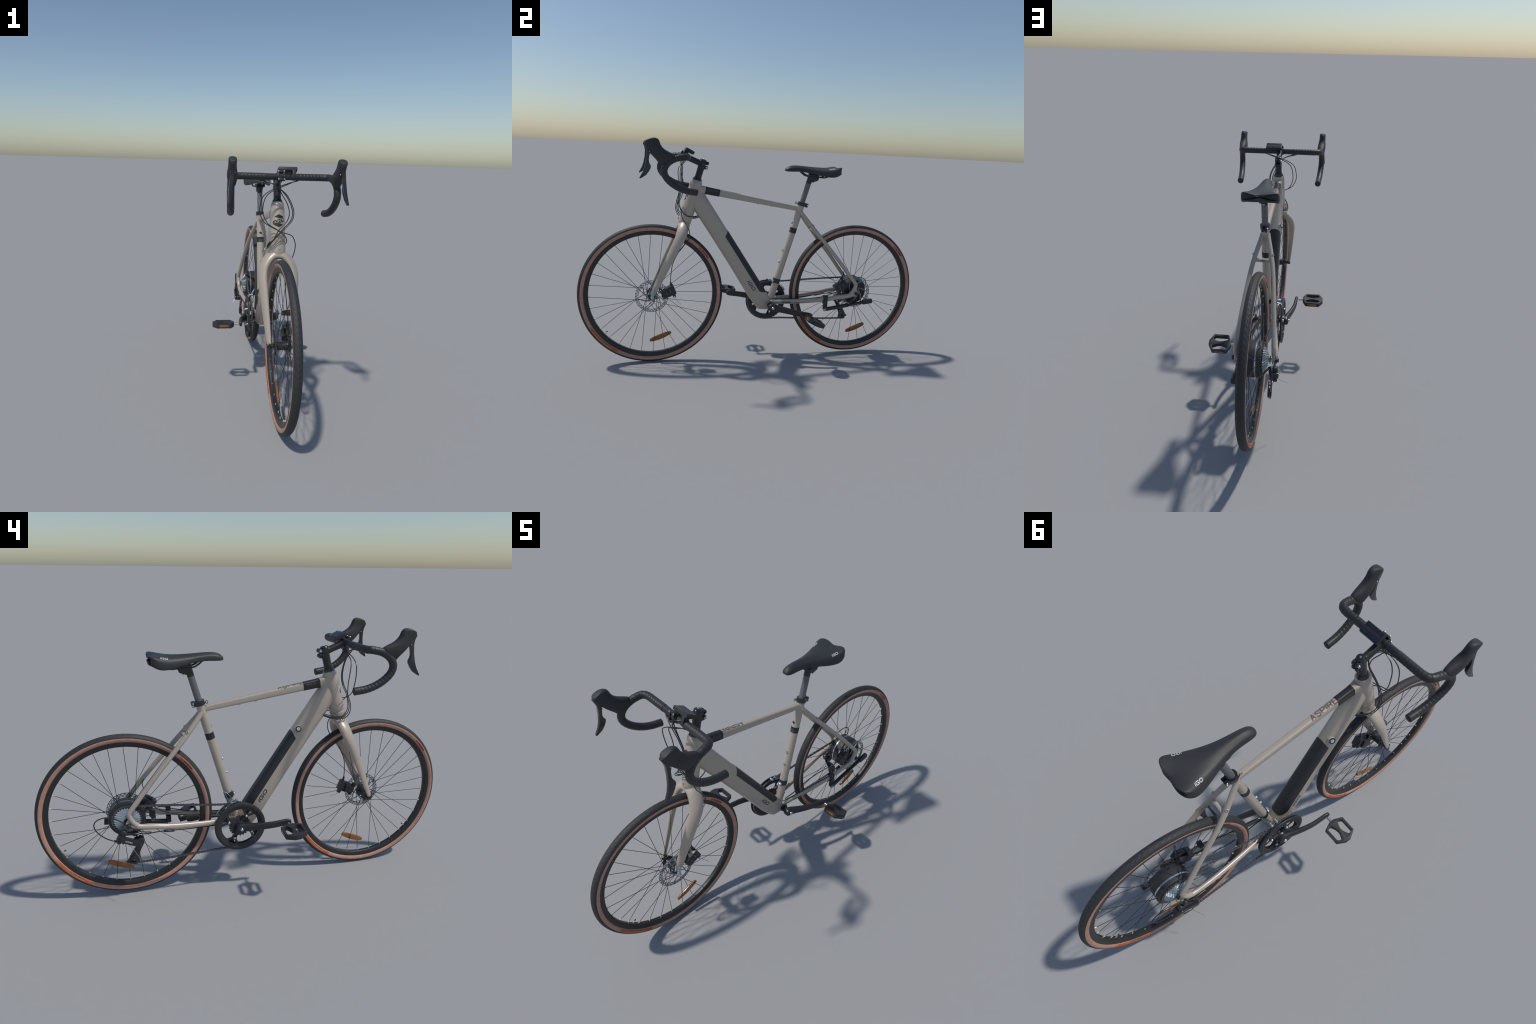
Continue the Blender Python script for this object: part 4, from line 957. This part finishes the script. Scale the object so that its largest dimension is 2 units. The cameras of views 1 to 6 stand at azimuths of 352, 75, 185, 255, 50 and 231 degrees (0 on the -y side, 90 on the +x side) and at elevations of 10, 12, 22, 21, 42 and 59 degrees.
# ---- pedals: platform outline with two windows, pins and reflectors; local frame x = axle outwards, y = fore-aft
def pedal(c, side, pitch):
    bm_parts = []
    out = [(0.000, -0.012), (0.0175, -0.0515), (0.0945, -0.0515), (0.1165, -0.013), (0.1165, 0.013), (0.0945, 0.0515), (0.0175, 0.0515), (0.000, 0.012)]
    def win(s):   # crescent windows
        return [(0.026, s * 0.0405), (0.0885, s * 0.0405), (0.0960, s * 0.0290), (0.0950, s * 0.0200), (0.086, s * 0.0160), (0.072, s * 0.0100), (0.057, s * 0.0075), (0.042, s * 0.0100), (0.028, s * 0.0160), (0.019, s * 0.0200), (0.018, s * 0.0290)]
    V, E = [], []
    bm = bmesh.new()
    loops = [out, win(1), win(-1)]; edges = []
    for lp in loops:
        vs = [bm.verts.new((x, y, 0.0125)) for x, y in lp]
        edges += [bm.edges.new((vs[i], vs[(i + 1) % len(vs)])) for i in range(len(vs))]
    bmesh.ops.triangle_fill(bm, edges=edges, use_beauty=True)
    # drop faces that landed inside the windows
    def inside(p, poly):
        r = False
        for i in range(len(poly)):
            (x1, y1), (x2, y2) = poly[i], poly[i - 1]
            if (y1 > p.y) != (y2 > p.y) and p.x < (x2 - x1) * (p.y - y1) / (y2 - y1) + x1: r = not r
        return r
    bad = [f for f in bm.faces if inside(f.calc_center_median(), win(1)) or inside(f.calc_center_median(), win(-1))]
    bmesh.ops.delete(bm, geom=bad, context='FACES')
    bmesh.ops.dissolve_limit(bm, angle_limit=0.01, verts=bm.verts, edges=bm.edges)
    ex = bmesh.ops.extrude_face_region(bm, geom=list(bm.faces))
    for v in [g for g in ex["geom"] if isinstance(g, bmesh.types.BMVert)]: v.co.z = -0.0125
    bmesh.ops.recalc_face_normals(bm, faces=bm.faces)
    me = bpy.data.meshes.new("pedal"); bm.to_mesh(me); bm.free()
    me = bevelled("pedal", me, 0.0022, 2, 40)
    M = Matrix.Translation(c) @ Matrix.Rotation(pitch, 4, 'X') @ (Matrix.Identity(4) if side > 0 else Matrix.Scale(-1, 4, (1, 0, 0)))
    def put(name, m, material, parent, stuff=False):
        m.transform(M)
        if side < 0: m.flip_normals()
        return add(name, m, parent, material, stuff)
    ped = put("pedal", me, PLASTIC, root)
    put("pedal_axle", cyl("pedal_axle", (-0.026, 0, 0), (0.004, 0, 0), 0.0068, 18), STEEL, ped)
    put("pedal_hub", cyl("pedal_hub", (0.002, 0, 0), (0.1155, 0, 0), 0.0095, 24, 0.002), PLASTIC, ped)
    for s in (-1, 1):
        put("pedal_reflector", box("pedal_reflector", (0.056, s * 0.0505, 0), (0.050, 0.0030, 0.0115), bev=0.001), AMBER, ped)
    pins = [cyl("p", (x, y, -0.0142), (x, y, 0.0142), 0.0016, 8) for x, y in ((0.024, -0.0465), (0.056, -0.0465), (0.089, -0.0465), (0.024, 0.0465), (0.056, 0.0465), (0.089, 0.0465), (0.012, 0.020), (0.012, -0.020), (0.104, 0.022), (0.104, -0.022))]
    put("pedal_pin", join("pedal_pin", pins, 40), BLACK, ped, True)
    return ped
pedal(Vector((-0.1745, -0.1370, 0.3560)), -1, math.radians(-5))
pedal(Vector((0.1740, 0.2965, 0.2850)), 1, math.radians(-24))

# ================================================================== CHAIN
# derailleur wheels: guide and tension pulleys
PG = (-0.0640, 0.5640, 0.3200); PT = (-0.0640, 0.5860, 0.2180)
def circ(c, r, a0, a1, x, n):
    return [(x, c[0] + r * math.cos(math.radians(a0 + (a1 - a0) * i / n)), c[1] + r * math.sin(math.radians(a0 + (a1 - a0) * i / n))) for i in range(n + 1)]
cp = []
cp += circ(BB, 0.1165, 92, 270, -0.0615, 24)[0:]                     # round the chainring, front half
cp += [(-0.0615, 0.16, 0.2140), (-0.062, 0.30, 0.2075), (-0.063, 0.45, 0.2005)]
cp += circ((PT[1], PT[2]), 0.0205, 262, 388, -0.0640, 6)              # under and behind the tension pulley
cp += [(-0.0640, 0.580, 0.268)]
cp += circ((PG[1], PG[2]), 0.0205, 215, 150, -0.0590, 4)
cp += circ((RW[1], RW[2]), 0.0675, -62, 94, -0.0343, 14)
cp += [(-0.0425, 0.45, 0.4690), (-0.0520, 0.30, 0.4590), (-0.0600, 0.17, 0.4490)]
CP, cs_ = resample(spline(cp, 10, closed=True), 0.0005)
total = cs_[-1]; nl = int(total / 0.0143 / 2) * 2; pitch = total / nl
nodes = [np.array([np.interp(i * pitch, cs_, CP[:, k]) for k in range(3)]) for i in range(nl)]
def link_mesh(name, w, r):
    parts = []
    for s in (-1, 1):
        prof_ = arc(0, 0, r, 90, 270, 6) + [(0.5, -r * 0.62)] + arc(1, 0, r, -90, 90, 6) + [(0.5, r * 0.62)]
        prof_ = [(y * pitch, z * 1.0) if False else (y, z) for y, z in prof_]
        pts = arc(0, 0, r, 90, 270, 5) + [(pitch / 2, -r * 0.6)] + arc(pitch, 0, r, -90, 90, 5) + [(pitch / 2, r * 0.6)]
        parts.append(plate("l", pts, s * w - 0.0007, s * w + 0.0007, 0))
    parts.append(cyl("p", (-w - 0.0008, 0, 0), (w + 0.0008, 0, 0), 0.0034 if w < 0.003 else 0.0021, 10))
    me = join(name, parts, 40); me.materials.append(CHAIN); return me
L_OUT, L_IN = link_mesh("chain_link", 0.0036, 0.0050), link_mesh("chain_link_inner", 0.0022, 0.0050)
chain = bpy.data.objects.new("chain", None); COL.objects.link(chain); chain.parent = root
for i in range(nl):
    p, q = Vector(nodes[i]), Vector(nodes[(i + 1) % nl]); d = (q - p).normalized()
    xa = Vector((1, 0, 0)); xa = (xa - d * xa.dot(d)).normalized(); za = xa.cross(d)
    M = Matrix(((xa.x, d.x, za.x, p.x), (xa.y, d.y, za.y, p.y), (xa.z, d.z, za.z, p.z), (0, 0, 0, 1)))
    inst("chain_link", L_OUT if i % 2 else L_IN, chain, M)

# ================================================================== REAR DERAILLEUR
dh = plate("rear_derailleur", [(0.590, 0.412), (0.607, 0.414), (0.622, 0.398), (0.633, 0.376), (0.624, 0.366), (0.608, 0.376), (0.594, 0.390)], -0.0905, -0.0830, 0.0015)
der = add("rear_derailleur", dh, root, BLUED)
add("derailleur_pivot", cyl("derailleur_pivot", (-0.104, 0.622, 0.374), (-0.078, 0.622, 0.374), 0.0145, 24, 0.003), der, PLASTIC)
def slab(name, a, b, r1, r2, x1, x2, bev=0.003):
    """Rounded link between two (y, z) centres."""
    a, b = np.array(a), np.array(b); th = math.degrees(math.atan2(b[1] - a[1], b[0] - a[0]))
    return plate(name, arc(a[0], a[1], r1, th + 90, th + 270, 10) + arc(b[0], b[1], r2, th - 90, th + 90, 10), x1, x2, bev)
add("derailleur_knuckle", slab("derailleur_knuckle", (0.634, 0.352), (0.645, 0.338), 0.016, 0.013, -0.104, -0.074), der, PLASTIC)
body = add("derailleur_body", slab("derailleur_body", (0.630, 0.3465), (0.562, 0.3170), 0.0145, 0.0150, -0.109, -0.092, 0.004), der, GLOSS)
add("derailleur_body", slab("derailleur_body", (0.630, 0.3420), (0.566, 0.3140), 0.0090, 0.0100, -0.090, -0.078, 0.003), der, BLACK)
add("derailleur_knuckle", slab("derailleur_knuckle", (0.556, 0.3170), (0.548, 0.3220), 0.0145, 0.0125, -0.094, -0.072), der, PLASTIC)
def holed(name, outline, hole, x1, x2):
    """Plate with one hole, built as a band between the two outlines."""
    bm = bmesh.new(); es = []
    for lp in (outline, hole):
        vs = [bm.verts.new((x1, y, z)) for y, z in lp]; es += [bm.edges.new((vs[i], vs[(i + 1) % len(vs)])) for i in range(len(vs))]
    bmesh.ops.triangle_fill(bm, edges=es, use_beauty=True)
    hy = sum(p[0] for p in hole) / len(hole); hz = sum(p[1] for p in hole) / len(hole)
    ex_ = bmesh.ops.extrude_face_region(bm, geom=list(bm.faces))
    for v in [g for g in ex_["geom"] if isinstance(g, bmesh.types.BMVert)]: v.co.x = x2
    bmesh.ops.recalc_face_normals(bm, faces=bm.faces)
    me = bpy.data.meshes.new(name); bm.to_mesh(me); bm.free(); smooth_angle(me, 30); return me
outer = [(0.5540, 0.3360), (0.5400, 0.3350), (0.5325, 0.3210), (0.5363, 0.3006), (0.5510, 0.2727), (0.5640, 0.2374), (0.5690, 0.2080), (0.5740, 0.1973), (0.5818, 0.1945), (0.6212, 0.2079), (0.6235, 0.2140), (0.5900, 0.2420), (0.5770, 0.2657), (0.5640, 0.2976), (0.5600, 0.3200)]
cage = add("derailleur_cage", holed("derailleur_cage", outer, [(0.6090, 0.2115), (0.5880, 0.2215), (0.5800, 0.2230), (0.5800, 0.2050), (0.5890, 0.2035)], -0.0735, -0.0708), der, PLASTIC)
add("derailleur_cage", plate("derailleur_cage", [(0.5822, 0.2600), (0.5645, 0.2650), (0.5569, 0.2150), (0.5640, 0.1960), (0.6000, 0.1985), (0.6060, 0.2200), (0.5980, 0.2360)], -0.0580, -0.0560, 0.0008), der, DGREY)
for c in (PG, PT):
    pw = sprocket("jockey_wheel", 0.0190, 11, -0.0020, 0.0020, 0.005); pw.transform(Matrix.Translation(c)); add("jockey_wheel", pw, der, PLASTIC)
    add("jockey_bolt", cyl("jockey_bolt", (c[0] - 0.009, c[1], c[2]), (c[0] + 0.008, c[1], c[2]), 0.0048, 14), der, BLUED)
add("cable_stop", cyl("cable_stop", (-0.0855, 0.668, 0.3345), (-0.0865, 0.646, 0.3330), 0.0055, 14, 0.001), der, BLACK)
bolt(der, (-0.0855, 0.667, 0.3345), (0, 1, 0.1), 0.0042)
add("clamp_bolt", cyl("clamp_bolt", (-0.094, 0.628, 0.324), (-0.084, 0.628, 0.324), 0.0062, 14), der, BLACK)
bolt(der, (-0.1085, 0.596, 0.3285), (-1, 0, 0), 0.0022); bolt(der, (-0.085, 0.590, 0.3165), (0, 0, -1), 0.0034); bolt(der, (-0.088, 0.560, 0.350), (0, 0, 1), 0.0038)
wr = spline([(-0.090, 0.648, 0.333), (-0.093, 0.628, 0.325), (-0.097, 0.605, 0.314), (-0.104, 0.590, 0.300), (-0.118, 0.578, 0.284), (-0.134, 0.566, 0.270), (-0.148, 0.558, 0.262)], 6)
add("shift_wire", tube("shift_wire", wr, 0.0010, 6), der, WIRE)

# ================================================================== CHAIN GUIDE on the seat tube
cg = add("chain_guide", lathe("chain_guide", [(-0.014, 0.0202), (-0.014, 0.0222), (0.014, 0.0222), (0.014, 0.0202)], seat_pt(0.470), SA, 36, closed=True), root, BLACK)
add("guide_arm", join("guide_arm", [tube("a", spline([(-0.021, 0.146, 0.495), (-0.034, 0.141, 0.478), (-0.048, 0.128, 0.456)], 5), 0.0028, 10), tube("b", spline([(-0.021, 0.146, 0.495), (-0.030, 0.130, 0.484), (-0.045, 0.112, 0.460)], 5), 0.0026, 10)], 40), cg, BLUED)
add("guide_pin", join("guide_pin", [cyl("a", (-0.046, 0.119, 0.452), (-0.066, 0.1185, 0.4485), 0.0068, 16, 0.001), cyl("b", (-0.044, 0.0925, 0.460), (-0.064, 0.0920, 0.4575), 0.0068, 16, 0.001)], 40), cg, STEEL)
add("guide_link", tube("guide_link", [(-0.054, 0.124, 0.453), (-0.053, 0.105, 0.457), (-0.052, 0.086, 0.460)], 0.0036, 10), cg, BLUED)
def guide_plate(x1, x2):
    a = arc(cy, cz, 0.131, 74, 30, 14) + arc(cy, cz, 0.122, 30, 74, 14)
    return plate("guide_cage", a, x1, x2, 0.0006)
add("guide_cage", guide_plate(-0.0535, -0.0520), cg, STEEL)
add("guide_cage", plate("guide_cage", arc(cy, cz, 0.131, 92, 48, 12) + arc(cy, cz, 0.1255, 48, 92, 12), -0.0715, -0.0700, 0.0005), cg, BLUED)
bolt(cg, (0.000, 0.0955, 0.4715), (0, -1, 0.2), 0.0050)
add("guide_lug", box("guide_lug", (X0 + 0.004, 0.0935, 0.4715), (0.018, 0.012, 0.013), (0.27, 0, 0), 0.002), cg, STEEL)

# ================================================================== KICKSTAND (folded up)
ks = add("kickstand", join("kickstand", [
    box("a", (0.0965, 0.4055, 0.362), (0.016, 0.024, 0.072), bev=0.003), box("a", (0.0865, 0.4055, 0.388), (0.034, 0.022, 0.010), bev=0.002), box("a", (0.0840, 0.4055, 0.348), (0.030, 0.022, 0.009), bev=0.002),
    box("a", (0.0965, 0.404, 0.323), (0.022, 0.022, 0.024), bev=0.004)], 40), root, PLASTIC)
kp = lambda t, z=0: Vector((0.0995 - 0.0150 * t, 0.410 + 0.300 * t, 0.3130 + 0.0410 * t))
add("kickstand_leg", tube("kickstand_leg", [kp(0), kp(0.46), kp(0.47), kp(0.48)], [0.0105, 0.0098, 0.0106, 0.0106], 16, rb=[0.0115, 0.0105, 0.0112, 0.0112], power=2.6), ks, BLACK)
add("kickstand_leg", tube("kickstand_leg", [kp(0.47), kp(0.82)], [0.0085, 0.0082], 16, power=2.4), ks, BLACK)
add("kickstand_foot", bevelled("kickstand_foot", tube("kickstand_foot", [kp(0.80), kp(0.805), kp(0.995), kp(1.0)], [0.0100, 0.0115, 0.0125, 0.0115], 16, rb=[0.0115, 0.0130, 0.0140, 0.0130], power=3.5), 0.0005, 1), ks, HOOD)
add("kickstand_pivot", lathe("kickstand_pivot", [(-0.012, 0.010), (0.006, 0.0100), (0.010, 0.0075), (0.0115, 0.0)], (0.1000, 0.4030, 0.3125), (0.8, -0.4, -0.45), 20), ks, LENS)

# ================================================================== PRINTED MARKS
IV, IF_ = stroke_mesh(igo())
dn = DTD
decal("frame_logo", IV, IF_, (X0 - 0.036, -0.0405, 0.4600), -dn, DTN, 0.0185, frame, INK, frame, width=0.071)
decal("frame_logo", IV, IF_, (X0 + 0.036, -0.0380, 0.4500), dn, DTN, 0.0185, frame, INK, frame, width=0.071)
decal("saddle_logo", IV, IF_, (-0.0595, 0.3965, 1.139), (0.10, -1, 0), (0.8, 0.10, 0.6), 0.0120, saddle, WHITE, saddle, width=0.034)
decal("saddle_logo", IV, IF_, (0.0715, 0.3965, 1.139), (0.10, 1, 0), (-0.8, 0.10, 0.6), 0.0120, saddle, WHITE, saddle, width=0.034)
AV, AF = block_text("ASPIRE", 0.20, 0.14)
t = (-0.172 + 0.340) / 0.562
decal("top_tube_lettering", AV, AF, (X0, -0.1725, 0.985), (0, -1, 0.166), (1, 0, 0), 0.0285, top, INKGREY, top, width=0.122, cuts=4)
GV, GF = block_text("GRAVELLER", 0.14, 0.3, 0.12)
for side in (-1, 1):
    decal("band_lettering", GV, GF, (X0 + side * 0.016, -0.272, 0.9905), (0, side, -side * 0.166), (0, 0, 1), 0.0090, band, MIDGREY, band, width=0.046)
decal("bridge_lettering", IV, IF_, (X0, 0.331, 0.783), (-1, 0, 0), (0, -0.4, 0.9), 0.0065, bridge, INK, bridge, width=0.024)
# head badge: upper and lower chevrons with the name on a slanted plate between them
def head_frame(z): return head_pt(z) + Vector((0, -0.036, 0.010))
bc = head_frame(0.952)
def badge(polys, m, h, off):
    q = [[(x, y) for x, y in p] for p in polys]; V, F = stroke_mesh(q); V = np.array(V)
    mid = (V.max(0) + V.min(0)) / 2; dx, dz = mid
    return decal("head_badge", V, F, bc + Vector((dx, 0, 0)) + HA * dz, (1, 0, 0), HA, V[:, 1].max() - V[:, 1].min(), head, m, head, cuts=3, off=off)
badge([[(-0.0200, 0.0210), (0.0, 0.0325), (0.0225, 0.0225), (0.0205, 0.0165), (0.0, 0.0120)]], INK, 0, 0.0006)
badge([[(-0.0225, -0.0190), (-0.0180, -0.0145), (0.0040, -0.0110), (0.0210, -0.0170), (0.0, -0.0310)]], INK, 0, 0.0006)
badge([[(-0.0265, 0.0000), (0.0240, 0.0155), (0.0240, -0.0040), (-0.0220, -0.0165), (-0.0265, -0.0150)]], INK, 0, 0.0006)
L3 = [[(-0.0225 + 0.0145 * x, -0.0130 + 0.0108 * y + 0.0046 * x) for x, y in p] for p in igo(0.2, 0.0)]
badge(L3, PAINT, 0, 0.0011)
# seat tube: leaf above the band, two text bars on it, model mark on the left chainstay
leaf = [(0, -1.0), (0.06, -0.45), (0.55, -0.55), (0.48, -0.38), (0.95, 0.05), (0.80, 0.15), (0.85, 0.45), (0.55, 0.40), (0.48, 0.52), (0.25, 0.25), (0.34, 0.78), (0.18, 0.70), (0, 1.0)]
leaf = leaf + [(-x, y) for x, y in leaf[::-1][1:-1]]
decal("leaf_mark", leaf, [tuple(range(len(leaf)))], seat_pt(0.816) + Vector((0, -0.021, 0)), (1, 0, 0), SA, 0.020, seat, INK, seat)
stb = [o for o in seat.children if o.name.startswith("seat_tube_band")][0]
bars = [[(x + 0.06 * k, 0), (x + 0.05 + 0.06 * k, 0), (x + 0.05 + 0.06 * k, 1), (x + 0.06 * k, 1)] for x in (0,) for k in range(12)]
for dz in (0.006, -0.001, -0.008):
    V, F = stroke_mesh(bars); decal("band_lettering", V, F, seat_pt(0.773 + dz) + Vector((0, -0.021, 0)), (1, 0, 0), SA, 0.0026, stb, MIDGREY, stb, width=0.024, cuts=3)
stays = [o for o in frame.children if o.name.startswith("chainstay")]
cl_ = [o for o in stays if o.data.vertices[0].co.x > 0][0]
bl = []
xx = 0
rr = random.Random(5)
for k in range(9):
    w_ = rr.choice([0.35, 0.6, 0.7]); bl.append([(xx, 0), (xx + w_, 0), (xx + w_, 1), (xx, 1)]); xx += w_ + 0.38
V, F = stroke_mesh(bl); decal("stay_lettering", V, F, (0.072, 0.172, 0.3495), (0.12, 1, 0.02), (0, 0, 1), 0.0090, cl_, INK, cl_, width=0.052)
V, F = stroke_mesh([[(0, 0), (10, 0), (10, 1), (0, 1)]]); decal("stay_lettering", V, F, (0.078, 0.232, 0.3505), (0.12, 1, 0.06), (0, 0, 1), 0.0022, cl_, INK, cl_, width=0.040)
CV, CF = block_text("ACERA", 0.22, 0.16, 0.2)
u_ = Vector((0, -0.917, -0.398))
decal("derailleur_lettering", CV, CF, (-0.109, 0.604, 0.3345), u_, (0, -0.398, 0.917), 0.0085, body, WHITE, body, width=0.034)
